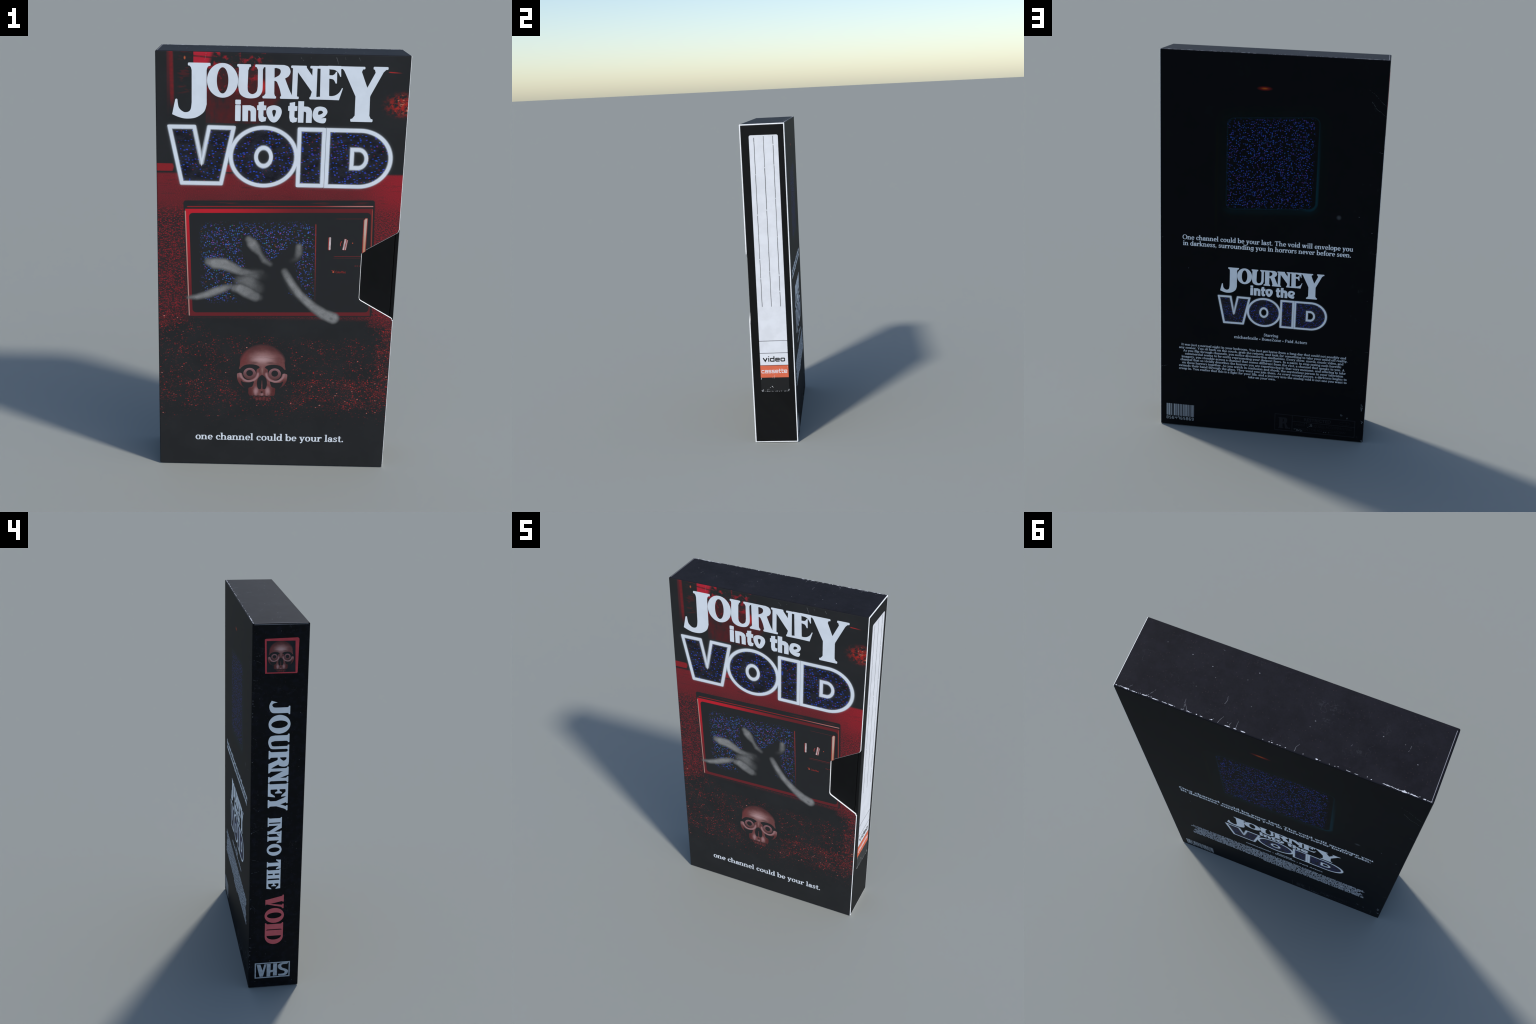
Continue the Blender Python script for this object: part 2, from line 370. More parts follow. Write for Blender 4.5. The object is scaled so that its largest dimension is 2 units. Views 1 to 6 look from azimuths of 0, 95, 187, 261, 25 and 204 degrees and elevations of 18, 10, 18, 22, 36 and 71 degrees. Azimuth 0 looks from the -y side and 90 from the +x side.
# --- square extended letters of the cassette label, unit box, constant pen
def squared(c, w):
    k = .34
    def ring(a0=None): return spline([(.1, .3), (.1, .7), (.16, .93), (.4, 1-w/2), (.6, 1-w/2), (.84, .93), (.9, .7), (.9, .3), (.84, .07), (.6, w/2), (.4, w/2), (.16, .07)], True, 4)
    h = w/2
    box = [(h, .25), (h, .78), (h+.12, 1-h), (1.25-h-.12, 1-h), (1.25-h, .78), (1.25-h, .25), (1.25-h-.12, h), (h+.12, h)]
    if c == 'o': return 1.25, pen(box, w, closed=True)
    if c == 'd': return 1.25, pen(box, w, closed=True)+poly((1.25-w, 0), (1.25, 0), (1.25, 1.42), (1.25-w, 1.42))
    if c == 'e': return 1.25, pen([(1.2, h), (h+.12, h), (h, .25), (h, .78), (h+.12, 1-h), (1.25-h-.12, 1-h), (1.25-h, .78), (1.25-h, .5), (h, .5)], w)
    if c == 'c': return 1.15, pen([(1.15, h), (h+.12, h), (h, .25), (h, .78), (h+.12, 1-h), (1.15, 1-h)], w)
    if c == 'a': return 1.25, pen([(.1, 1-h), (1.25-h-.12, 1-h), (1.25-h, .78), (1.25-h, 0)], w)+pen([(1.25-h, .57), (h+.1, .57), (h, .45), (h, .2), (h+.1, h), (1.25-h, h)], w)
    if c == 's': return 1.15, pen([(1.1, 1-h), (h+.1, 1-h), (h, .86), (h, .66), (h+.1, .5), (1.15-h-.1, .5), (1.15-h, .36), (1.15-h, .16), (1.15-h-.1, h), (.04, h)], w)
    if c == 't': return .85, pen([(h+.14, 1.3), (h+.14, .22), (h+.26, h), (.85, h)], w)+poly((0, 1-w), (.85, 1-w), (.85, 1), (0, 1))
    if c == 'i': return w, poly((0, 0), (w, 0), (w, 1), (0, 1))+poly((0, 1.2), (w, 1.2), (w, 1.42), (0, 1.42))
    if c == 'v': return 1.3, pen([(h*.8, 1), (.65, h*1.2), (1.3-h*.8, 1)], w*1.15)
def squared_word(text, x0, x1, y, height, w, gap=.16):
    cells = [squared(c, w) for c in text]; total = sum(a for a, _ in cells)+gap*(len(text)-1)
    k = (x1-x0)/total; pos = 0; out = []
    for a, s in cells: out.append(moved(s, x0+pos*k, y, k, height)); pos += a+gap
    return out

# ================================================================== title logo
# each letter in front-panel millimetres
def title_letters():
    sf = 1938
    J = (poly((-393, 1942), (-329, 1942), *spline([(-328, 1775), (-336, 1748), (-352, 1730), (-380, 1715), (-418, 1711), (-449, 1717), (-478, 1729)]),
              (-464, 1794), (-460, 1797), (-455, 1795), *spline([(-454, 1783), (-448, 1757), (-428, 1740), (-408, 1741), (-397, 1754), (-393, 1782)]))
         + slab(-409, 1939, -312, 1952, 4)+poly((-404, 1942), (-317, 1942), (-326, 1932), (-329, 1920), (-393, 1920), (-396, 1932)))
    O = oval(-260, 1879, 67, 74)+cut(oval(-260, 1879, 25, 56))
    U = (poly((-189, 1945), *spline([(-193, 1860), (-185, 1825), (-162, 1808), (-131, 1805), (-104, 1813), (-89, 1835), (-87, 1862)]), (-88, 1945))
         + cut(poly((-149, 1960), *spline([(-152, 1860), (-149, 1834), (-131, 1823), (-113, 1834), (-108, 1858)]), (-109, 1960)))
         + slab(-198, 1939, -139, 1950, 4)+poly((-193, 1942), (-144, 1942), (-149, 1926), (-189, 1926))+slab(-121, 1939, -70, 1950, 4)+poly((-116, 1942), (-82, 1942), (-88, 1928), (-109, 1928)))
    R = (poly((-77, 1945), (-38, 1945), (-36, 1812), (-74, 1812))+slab(-87, 1806, -28, 1817, 4)+poly((-83, 1814), (-32, 1814), (-36, 1827), (-74, 1827))
         + poly((-72, 1950), (0, 1950), *spline([(2, 1950), (22, 1943), (31, 1923), (24, 1904), (8, 1893)]), (-37, 1882))
         + cut(poly((-38, 1936), *spline([(-30, 1937), (-15, 1932), (-11, 1920), (-18, 1906), (-37, 1895)])))
         + poly((-36, 1884), (8, 1896), *spline([(8, 1894), (26, 1850), (40, 1822), (46, 1812)]), (-6, 1812), *spline([(-7, 1823), (-14, 1850), (-26, 1878)]))+slab(-11, 1806, 48, 1817, 4))
    Nn = (poly((41, 1945), (63, 1945), (62, 1812), (40, 1812))+slab(33, sf, 100, 1949, 4)+slab(36, 1806, 70, 1817, 4)
          + poly((46, 1945), (97, 1945), (126, 1906), (126, 1838), (62, 1922))+poly((125, 1945), (146, 1945), (146, 1812), (125, 1812), (125, 1840))
          + slab(115, sf, 152, 1949, 4)+slab(116, 1806, 156, 1817, 4)+poly((119, 1814), (146, 1814), (146, 1850), (126, 1840)))
    Ee = (poly((159, 1945), (197, 1945), (201, 1812), (162, 1812))+slab(150, sf, 206, 1950, 3)+slab(152, 1806, 212, 1818, 3)
          + poly((190, 1951), (247, 1951), (249, 1906), (245, 1905), *spline([(244, 1908), (235, 1924), (220, 1934), (200, 1936)]))
          + poly((194, 1911), (212, 1911), *spline([(214, 1912), (221, 1917), (226, 1926)]), (231, 1926), (232, 1877), (227, 1876), *spline([(225, 1880), (216, 1893), (196, 1897)]))
          + poly((190, 1806), (244, 1805), (259, 1856), (255, 1858), *spline([(254, 1855), (244, 1838), (228, 1826), (210, 1822), (194, 1824)])))
    Y = (slab(244, 1939, 351, 1950, 4)+slab(386, 1939, 450, 1951, 4)+poly((252, 1942), (343, 1942), (337, 1928), (364, 1861), (380, 1824), (315, 1823), (262, 1930))
         + poly((391, 1942), (444, 1942), (430, 1928), (378, 1824), (364, 1861), (396, 1926))+poly((315, 1827), (378, 1827), (380, 1735), (316, 1735))
         + poly((316, 1740), (380, 1740), (388, 1724), (304, 1724))+slab(298, 1713, 395, 1726, 4))
    return [J, O, U, R, Nn, Ee, Y]
def small_letters():
    tee = poly((-103, 1789), (-80, 1793), (-80, 1776), (-69, 1775), (-70, 1755), (-81, 1754), (-81, 1730), (-78, 1725), (-68, 1724), (-71, 1707), (-88, 1703), (-99, 1709), (-103, 1725), (-103, 1754), (-109, 1755), (-109, 1775), (-103, 1776))
    return [slab(-204, 1777, -180, 1798, 3.5)+slab(-204, 1705, -180, 1774.5, 3),
            poly((-172, 1705), (-173, 1774), (-139, 1775), (-124, 1770), (-115, 1761), (-113, 1750), (-113, 1705), (-136, 1705), (-137, 1747), (-140, 1752), (-148, 1752), (-148, 1705)),
            tee,
            blob((-68.5, 1750), (-61, 1769), (-36, 1777), (-10, 1769), (-1.5, 1750), (-7, 1728), (-21, 1708), (-35, 1702), (-50, 1708), (-63, 1728))+cut(blob((-43, 1750), (-40, 1756), (-35, 1757.5), (-29, 1756), (-26.5, 1750), (-30, 1735), (-35, 1726), (-40, 1735))),
            moved(tee, 135, 0),
            poly((69, 1797), (94, 1797), (94, 1775), (112, 1774), (124, 1767), (130, 1754), (130, 1704), (105, 1704), (105, 1747), (101, 1752), (94, 1752), (94, 1704), (70, 1704)),
            blob((133, 1738), (141, 1767), (163, 1776), (188, 1770), (197, 1752), (186, 1733), (172, 1725), (192, 1725), (187, 1705), (163, 1705), (142, 1716))+cut(blob((157, 1741), (159, 1755), (171, 1758), (178, 1750), (168, 1742)))]

# VOID: outlines of the four fat letters, as centre lines of the white rim
V_LINE = [(-490, 1674), (-382, 1675), (-349, 1517), (-317, 1675), (-210, 1674), (-263, 1424), (-437, 1423)]
O_AT, O_R, O_EYE = (-76, 1548), (145, 130), (33, 41)
I_BOX = (79, 1423, 187, 1674)
D_LEFT, D_AT, D_R = 205, (346, 1548), (139, 126)
EYE_LEFT, EYE_AT, EYE_R = 314, (342, 1548), (36, 41)
def d_path(left, at, r):
    return [(left, at[1]+r[1]), (left, at[1]-r[1])]+arc(at[0], at[1], r[0], r[1], -90, 90, 26)
def void_distance(m, u, v):
    """unsigned distance to the nearest rim centre line"""
    d = None
    k = len(V_LINE)
    for i in range(k):
        e = m.segment(u, v, V_LINE[i], V_LINE[(i+1) % k]); d = e if d is None else m.min(d, e)
    for e in (m.oval(u, v, *O_AT, *O_R), m.oval(u, v, *O_AT, *O_EYE), m.box(u, v, *I_BOX, 2.0),
              m.half_round(u, v, D_LEFT, *D_AT, *D_R), m.half_round(u, v, EYE_LEFT, *EYE_AT, *EYE_R)):
        d = m.min(d, m.abs(e))
    return d
def void_glow(m, u, v):
    d = void_distance(m, u, v)
    return m.max(m.step(13.5, 6.5, d)*0.62, m.step(24.0, 6.0, d)*0.035)

# ================================================================== materials
def static(m, u, v, size, dens, warm, wide=1.0):
    """television snow: scattered, mostly blue, short flecks"""
    wob = m.noise(u*0.05, v*0.05, 2.0, 0.5, 4.0)-0.5
    d, c = m.cells((u+v*0.2+wob*14.0)*(wide/size), (v+wob*10.0)*(1.12/size))
    keep = m.step(1-dens, 1-dens+0.06, c[0])
    spot = m.step(0.43, 0.12, d)*keep*(c[2]*0.65+0.38)
    col = m.colour_ramp(c[1], [(0.0, (0.05, 0.13, 0.68)), (0.34, (0.09, 0.24, 0.82)), (0.56, (0.16, 0.17, 0.70)),
                               (0.70, (0.26, 0.10, 0.50)), (0.80, (0.42, 0.08, 0.34)), (0.87, (0.04, 0.26, 0.42)), (0.93, (0.03, 0.24, 0.16)), (0.965, warm)])
    return spot, col

def haze(m, u, v, col, amount=0.35):
    n = m.noise(u*0.006, v*0.006, 4.0, 0.65, 2.0); f = m.noise(u*0.16, v*0.16, 2.0, 0.6, 9.0)
    return m.mix(m.step(0.3, 0.75, n*0.75+f*0.25), tuple(c*(1-amount) for c in col), tuple(c*(1+amount) for c in col))

SPLIT = (745, 1375)                # floor | television | dark room
def front_art(zone):
    m = Mat('printed_'+zone+'_photograph', 0.55, 0.12)
    u, v = m.uv('X', 'Z')
    col = haze(m, u, v, INK, 0.12)
    fine = m.noise(u*0.22, v*0.34, 3.0, 0.7, 1.0)
    mid = m.noise(u*0.055, v*0.07, 3.0, 0.6, 3.0)
    grain = m.noise(u*0.11, v*0.2, 2.0, 0.65, 5.0)
    if zone == 'room':
        # -- dark room above: a lit door edge, a red window with foliage, a lamp
        strip = m.step(13, 3, m.abs(u+480+(v-1880)*0.02))*m.step(1740, 1830, v)*(mid*0.9+0.25)
        col = m.mix(strip*0.75, col, (0.34, 0.016, 0.022))
        col = m.mix(m.step(9, 1, m.abs(u+495))*m.step(1700, 1960, v)*0.12, col, RED)
        bricks = m.step(0.52, 0.62, m.noise(u*0.02, v*0.07, 2.0, 0.5, 8.0))*m.step(-460, -440, u)*m.step(-385, -400, u)*m.step(1790, 1850, v)
        col = m.mix(bricks*0.22, col, (0.25, 0.012, 0.014))
        col = m.mix(m.step(6, 1, m.length(u+423, (v-1972)*0.6))*0.8, col, (0.75, 0.16, 0.06))
        pane = m.step(-387, -384, u)*m.step(-292, -318, u+(1999-v)*0.35)*m.step(1935, 1943, v)
        bar_ = m.step(2.5, 5, m.abs(v-1981+(u+385)*0.08))
        col = m.mix(pane*(bar_*0.75+0.25), col, (0.55, 0.022, 0.042))
        leafn = m.noise(u*0.030+v*0.01, v*0.036-u*0.012, 4.0, 0.58, 6.0)
        leaf = m.step(0.5, 0.66, leafn)*m.step(-390, -320, u)*m.step(-40, -120, u)*m.step(1812, 1850, v+(u+220)*0.05)
        col = m.mix(leaf*0.85, col, (0.46, 0.018, 0.03))
        wall = m.step(-334, -328, u)*m.step(-60, -100, u-(v-1700)*0.6)*m.step(1692, 1697, v)*m.step(1960, 1850, v)
        col = m.mix(wall*(mid*0.7+0.15)*m.step(0.2, 0.6, m.noise(u*0.03, v*0.008, 2.0, 0.5, 7.0)), col, (0.16, 0.012, 0.014))
        col = m.mix(m.step(16, 4, m.length((u+88)*0.7, (v-1855)*0.4)), col, (0.55, 0.03, 0.03))
        col = m.mix(m.step(3.2, 1.0, m.abs(u+232)+m.step(1690, 1720, v)*0)*0, col, RED)
        lampn = m.noise(u*0.06, v*0.06, 3.0, 0.65, 12.0)
        lamp = m.step(68, 10, m.length((u-530)*0.62, v-1788))
        heat = m.sat((lampn-0.44)*6.0)*lamp
        col = m.mix(heat, col, (0.50, 0.024, 0.018))
        spark = m.noise(u*0.05+v*0.03, v*0.075, 3.0, 0.7, 61.0)
        col = m.mix(m.sat((spark-0.52)*7.0)*m.step(62, 14, m.length((u-545)*0.62, v-1790)), col, (0.62, 0.06, 0.03))
        col = m.mix(m.sat((spark-0.57)*9.0)*m.step(52, 10, m.length((u-545)*0.75, v-1792)), col, (0.92, 0.50, 0.32))
        col = m.mix(m.step(3.5, 0.5, m.abs(v-1929+(u-455)*0.05))*m.step(450, 460, u)*m.step(516, 470, u), col, (0.5, 0.03, 0.03))
        shelf = m.step(1512, 1508, v)*m.step(1474, 1479, v)*m.step(-468, -478, u+m.abs(v-1495)*0.3)
        behind = m.step(1512, 1508, v)*m.step(1474, 1479, v)*m.step(-250, -240, u)*m.step(-205, -225, u)
        col = m.mix(m.max(shelf, behind)*(grain*0.5+0.45), col, (0.42, 0.02, 0.026))
    if zone != 'floor':
        # -- shelf and red wall behind the set
        edge = m.step(1478, 1466, v-u*0.011)
        below = m.step(690, 850, v+(mid-0.5)*90)*m.max(m.step(770, 790, v), m.step(-390, -440, u), m.step(425, 450, u))
        glow = m.op('ADD', m.step(260, 560, m.abs(u+20))*0.35+0.42, m.step(1440, 1340, v)*0.1)
        streak = m.step(0.25, 0.45, m.noise(u*0.009, v*0.09, 3.0, 0.6, 15.0))
        top_red = m.sat((fine-0.5)*1.6+0.62)*(streak*0.55+0.45)
        side = m.step(1372, 1250, v)
        speck = m.step(0.50, 0.66, grain*0.6+fine*0.4)
        left_side = m.step(-400, -430, u)*m.step(1400, 1300, v)
        dw, cw = m.cells(u*0.125+v*0.01, v*0.21)
        crumbs = m.step(0.62, 0.18, dw)*m.step(0.34, 0.64, cw[0]*0.6+mid*0.4)*(cw[1]*0.8+0.5)
        side_red = m.step(0.42, 0.62, fine*0.55+grain*0.45)*(1.0-left_side*0.85)+crumbs*left_side*1.0
        red_k = top_red*(1.0-side)+side_red*side
        bright = m.step(1300, 1460, v)*0.30+m.step(300, 545, u)*0.62+left_side*0.22+0.48
        col = m.mix(edge*below*m.sat(red_k*bright), col, (0.40, 0.019, 0.030))
        col = m.mix(edge*below*m.step(0.66, 0.74, fine)*0.6, col, (0.75, 0.10, 0.08))
    if zone != 'room':
        # -- carpet: sparse red flecks on black
        ring = m.step(105, 170, m.length((u+57)*0.95, v-505))
        under = m.max(m.step(-310, -390, u-(780-v)*0.55), m.step(395, 450, u), m.step(705, 660, v+(mid-0.5)*40))
        dens = m.max(m.step(-400, -540, u+(760-v)*0.55)*0.95, m.step(420, 520, u)*m.step(230, 420, v), m.step(500, 440, v)*m.step(200, 380, v)*(m.step(-20, 420, u)*0.4+0.42), 0.27)
        dens = dens*m.step(170, 400, v)*(m.step(0.36, 0.62, m.noise(u*0.012, v*0.014, 3.0, 0.6, 50.0))*0.7+0.3)*ring*under*m.step(840, 740, v)
        sway = (grain-0.5)*9.0
        d1, c1 = m.cells((u+sway)*0.095+v*0.02, (v+sway)*0.165)
        fleck = m.step(0.44, 0.12, d1)*m.sat((c1[0]-1.0+dens*0.68)*9.0)*(c1[1]*c1[1]*1.1+0.25)
        d2, c2 = m.cells(u*0.19, v*0.28)
        dust = m.step(0.5, 0.1, d2)*m.sat((c2[0]-1.0+dens*0.78)*8.0)*(c2[1]*0.55+0.10)
        col = m.mix(m.max(fleck, dust), col, (0.56, 0.030, 0.030))
        col = m.mix(fleck*m.step(0.90, 0.97, c1[2]), col, (0.75, 0.28, 0.22))
        col = m.mix(m.step(760, 640, v)*m.step(180, 420, v)*dens*m.step(0.5, 0.7, mid)*0.10, col, (0.40, 0.02, 0.022))
    if zone == 'television':
        # -- television set, leaning a little
        U = u+(v-1045.0)*0.0346; V = v-u*0.0225
        body = m.box(U, V, -417, 792, 436, 1348, 8.0)
        col = m.mix(m.step(6, 1, body), col, INK)
        col = m.mix(m.step(0.5, 0.68, m.noise(U*0.006, V*0.12, 2.0, 0.5, 21.0))*m.step(-380, -340, U)*m.step(430, 400, U)*m.step(1330, 1334, V)*m.step(1344, 1340, V)*0.4, col, (0.30, 0.02, 0.02))
        col = m.mix(m.step(3.4, 1.2, m.abs(V-1323))*m.step(-408, -400, U)*m.step(434, 430, U), col, (0.34, 0.024, 0.026))
        col = m.mix(m.step(3.4, 1.2, m.abs(V-1323))*m.step(150, 420, U)*m.step(434, 430, U)*0.8, col, (0.72, 0.30, 0.26))
        bez = m.max(m.box(U, V, -413, 794, 431, 1312), 0.0-m.box(U, V, -398, 811, 424, 1294, 18.0))
        hot = m.step(150, -330, U)*m.step(900, 1290, V)
        lit = m.mix(hot, (0.165, 0.022, 0.026), (0.62, 0.018, 0.032))
        rightside = m.step(424, 429, U)
        lit = m.mix(rightside*m.step(0, 1, 1.0-m.step(2.0, 3.0, m.abs(U-430))), lit, (0.34, 0.05, 0.04))
        col = m.mix(m.step(1.6, -1.0, bez)*(m.step(1180, 1300, V)*rightside*0.4+(1.0-rightside*0.75)), col, lit)
        col = m.mix(m.step(3.4, 1.4, m.abs(U+413.5))*m.step(792, 800, V)*m.step(1306, 1300, V), col, (0.62, 0.30, 0.25))
        col = m.mix(m.step(2.4, 0.8, m.abs(U-429))*m.step(1310, 1300, V)*m.step(800, 1250, V), col, (0.42, 0.07, 0.05))
        # -- screen full of snow
        scr = m.step(16, -24, m.box(U, V, -345, 867, 168, 1243, 40.0)+(mid-0.5)*34)
        snow, scol = static(m, u, v, 9.0, 0.56, (0.42, 0.12, 0.03))
        hand_dark = None
        for a, b, r0, r1 in (((-40, 930), (10, 1000), 92, 78), ((-95, 1060), (-145, 1160), 34, 20), ((0, 1020), (78, 1110), 42, 36), ((-200, 1000), (-80, 1000), 14, 40),
                             ((-150, 910), (-60, 900), 48, 60), ((40, 1000), (120, 880), 34, 26), ((-120, 1120), (-90, 1040), 44, 52), ((-30, 890), (40, 860), 60, 46)):
            e = m.segment(u, v, a, b, r0, r1); hand_dark = e if hand_dark is None else m.min(hand_dark, e)
        col = m.mix(snow*scr*m.step(-2, 12, hand_dark), col, scol)
        # -- trim of the control side
        col = m.mix(m.step(3.2, 0.6, m.abs(U-174.0-(V-1040)*0.006))*m.step(1243, 1236, V)*m.step(820, 1180, V)*0.85, col, (0.40, 0.045, 0.04))
        col = m.mix(m.step(2.2, 0.4, m.abs(V-1086))*m.step(254, 266, U)*0.5, col, (0.36, 0.03, 0.03))
        col = m.mix(m.step(1.6, 0.3, m.abs(V-1078))*m.step(250, 262, U)*m.step(424, 410, U)*0.2, col, (0.36, 0.03, 0.03))
        col = m.mix(m.step(1.8, 0.3, m.abs(V-1265))*m.step(262, 274, U)*m.step(400, 390, U)*0.25, col, (0.36, 0.03, 0.03))
        # -- the reaching hand: soft grey limbs, brightest along their middles
        hand = None
        chains = [   # points (x, z, radius, brightness) down each limb
            [(-316, 1054, 20, .7), (-288, 1047, 28, 1.0), (-244, 1044, 29, 1.0), (-204, 1026, 26, .85), (-165, 1008, 20, .75), (-120, 1003, 17, .45), (-75, 1004, 20, .12)],
            [(-134, 1166, 17, .7), (-118, 1146, 25, .95), (-104, 1128, 24, .7), (-80, 1096, 13, .62), (-62, 1066, 15, .55), (-34, 1049, 13, .38)],
            [(-408, 877, 10, .65), (-370, 880, 15, .9), (-321, 894, 19, .98), (-279, 912, 21, .9), (-243, 926, 19, .85), (-214, 936, 15, .55)],
            [(-196, 928, 20, .6), (-168, 926, 27, .95), (-139, 910, 30, .8), (-98, 888, 26, .55), (-80, 884, 18, .25)],
            [(-168, 962, 30, .5), (-130, 962, 40, .62), (-95, 930, 34, .30)], [(-140, 992, 24, .5), (-100, 992, 28, .42), (-66, 990, 20, .08)],
            [(96, 1135, 16, .75), (96, 1106, 18, .62), (86, 1078, 15, .22), (62, 1066, 12, .05)], [(28, 985, 6, .12), (70, 918, 9, .30), (112, 876, 9, .45)],
            [(34, 1014, 17, .55), (48, 988, 19, .9), (72, 950, 19, 1.0), (103, 905, 20, 1.0), (141, 869, 21, 1.0), (179, 836, 24, .85), (223, 806, 27, .95), (268, 788, 29, .95)]]
        solid = None
        for ch in chains:
            for (xa, za, ra, ka), (xb, zb, rb, kb) in zip(ch, ch[1:]):
                d, h = m.segment(u, v, (xa, za), (xb, zb), ra, rb, True)
                e = m.step(*((14.0, -34.0) if ch in chains[4:6] else (6.0, -16.0)), d)*(h*(kb-ka)+ka); hand = e if hand is None else m.max(hand, e)
                if ch is chains[-1]:
                    e = m.step(3.0, -3.0, d); solid = e if solid is None else m.max(solid, e)
        pores = m.noise(u*0.35, v*0.35, 2.0, 0.7, 30.0)
        col = m.mix(m.max(solid*0.6, m.sat(hand*1.6)), col, INK)
        blotch = m.noise(u*0.03, v*0.03, 2.0, 0.5, 31.0)
        col = m.mix(m.sat(hand*(pores*0.95+blotch*0.75-0.02)), col, (0.325, 0.318, 0.308))
        crease = m.step(10, 2, m.length((u-258)*0.7, v-785))*0.35
        col = m.mix(crease, col, (0.10, 0.10, 0.10))
    if zone == 'room':
        # -- glow round the big word
        col = m.mix(void_glow(m, u, v), col, WHITE)
    return m.done(col)

def void_fill():
    m = Mat('void_letter_snow', 0.55, 0.12)
    u, v = m.uv('X', 'Y')
    n = m.noise(u*0.02, v*0.03, 3.0, 0.6, 1.0); f = m.noise(u*0.5, v*0.12, 2.0, 0.7, 2.0)
    col = m.mix(m.step(0.3, 0.72, n*0.7+f*0.3), (0.0075, 0.0078, 0.0125), (0.030, 0.031, 0.044))
    s, c = static(m, u, v, 7.6, 0.30, (0.45, 0.02, 0.03), 0.55)
    col = m.mix(m.sat(s*1.1), col, m.mix(0.76, c, (0.015, 0.075, 0.80)))
    d2, c2 = m.cells(u*0.08, v*0.13)
    col = m.mix(m.step(0.35, 0.1, d2)*m.step(0.945, 0.96, c2[0])*0.6, col, (0.42, 0.02, 0.06))
    col = m.mix(void_glow(m, u, v), col, WHITE)
    return m.done(col)

def back_art():
    m = Mat('printed_back', 0.55, 0.045)
    x, v = m.uv('X', 'Z'); u = x*-1.0
    col = haze(m, u, v, NIGHT, 0.12)
    mid = m.noise(u*0.05, v*0.05, 3.0, 0.6, 3.0)
    U, V = u, v-u*0.06
    scr = m.box(U, V, -212, 1244, 236, 1700, 34.0)
    col = m.mix(m.step(80, 0, scr)*m.step(-30, 30, scr)*0.5, col, (0.004, 0.009, 0.008))
    col = m.mix(m.step(10, 2, m.abs(U+262))*m.step(1720, 1600, V)*m.step(1000, 1250, V)*0.3, col, (0.010, 0.012, 0.004))
    rim = m.step(4.5, 0.5, m.abs(scr))*0.4+m.step(10, 1, m.abs(scr-4))*m.step(150, 240, U)*m.step(1700, 1300, V)*0.9+m.step(30, 1, m.abs(scr-8))*m.step(1260, 1230, V)*0.2
    col = m.mix(rim, col, (0.004, 0.030, 0.042))
    s, c = static(m, u, v, 8.8, 0.52, (0.28, 0.07, 0.02))
    zone = m.step(8, -14, m.box(U, V, -210, 1248, 214, 1694, 22.0)+(mid-0.5)*24)
    col = m.mix(s*zone*0.75, col, m.mix(0.45, c, (0.035, 0.085, 0.68)))
    red = m.step(1.0, 0.0, m.length((u+36)*(1/44), (v-1838)*(1/13)))
    col = m.mix(red, col, (0.26, 0.018, 0.012)); col = m.mix(m.step(0.7, 0.0, m.length((u+36)*(1/30), (v-1838)*(1/8))), col, (0.42, 0.10, 0.01))
    ub, vb = (u-40.0)*(1/0.572), (v+191.4)*(1/0.572)
    near = m.step(640, 560, m.abs(u-37)*0+m.abs(v-693))
    col = m.mix(void_glow(m, ub, vb)*0.8, col, WHITE)
    # scuffs near the spine edge and a few pale smudges
    scuff = m.step(0.60, 0.78, m.noise(u*0.02, v*0.012, 5.0, 0.7, 33.0))*m.step(380, 548, u)*0.10
    smear = m.step(16, 2, m.length(u-353, v-1227))*0.16
    col = m.mix(m.max(scuff, smear), col, (0.30, 0.33, 0.36))
    return m.done(col)

def black_board(name, col, a, b, blue=(0.010, 0.011, 0.020), spec=0.10):
    m = Mat(name, 0.55, spec)
    u, v = m.uv(a, b)
    c = haze(m, u, v, col, 0.25)
    c = m.mix(m.step(0.45, 0.7, m.noise(u*0.03, v*0.03, 3.0, 0.6, 11.0))*0.5, c, blue)
    d, k = m.cells(u*0.12, v*0.12)
    c = m.mix(m.step(0.3, 0.05, d)*m.step(0.9, 0.95, k[0])*0.10, c, (0.2, 0.12, 0.12))
    d, k = m.cells(u*0.02, v*0.02)
    c = m.mix(m.step(0.045, 0.015, d)*m.step(0.86, 0.9, k[0])*0.22, c, (0.45, 0.45, 0.47))
    hair = m.step(0.014, 0.002, m.abs(m.noise(u*0.018, v*0.018, 3.0, 0.55, 40.0)-0.5))*m.step(0.55, 0.7, m.noise(u*0.011, v*0.011, 2.0, 0.5, 44.0))
    c = m.mix(hair*0.045, c, (0.3, 0.3, 0.34))
    return m.done(c)

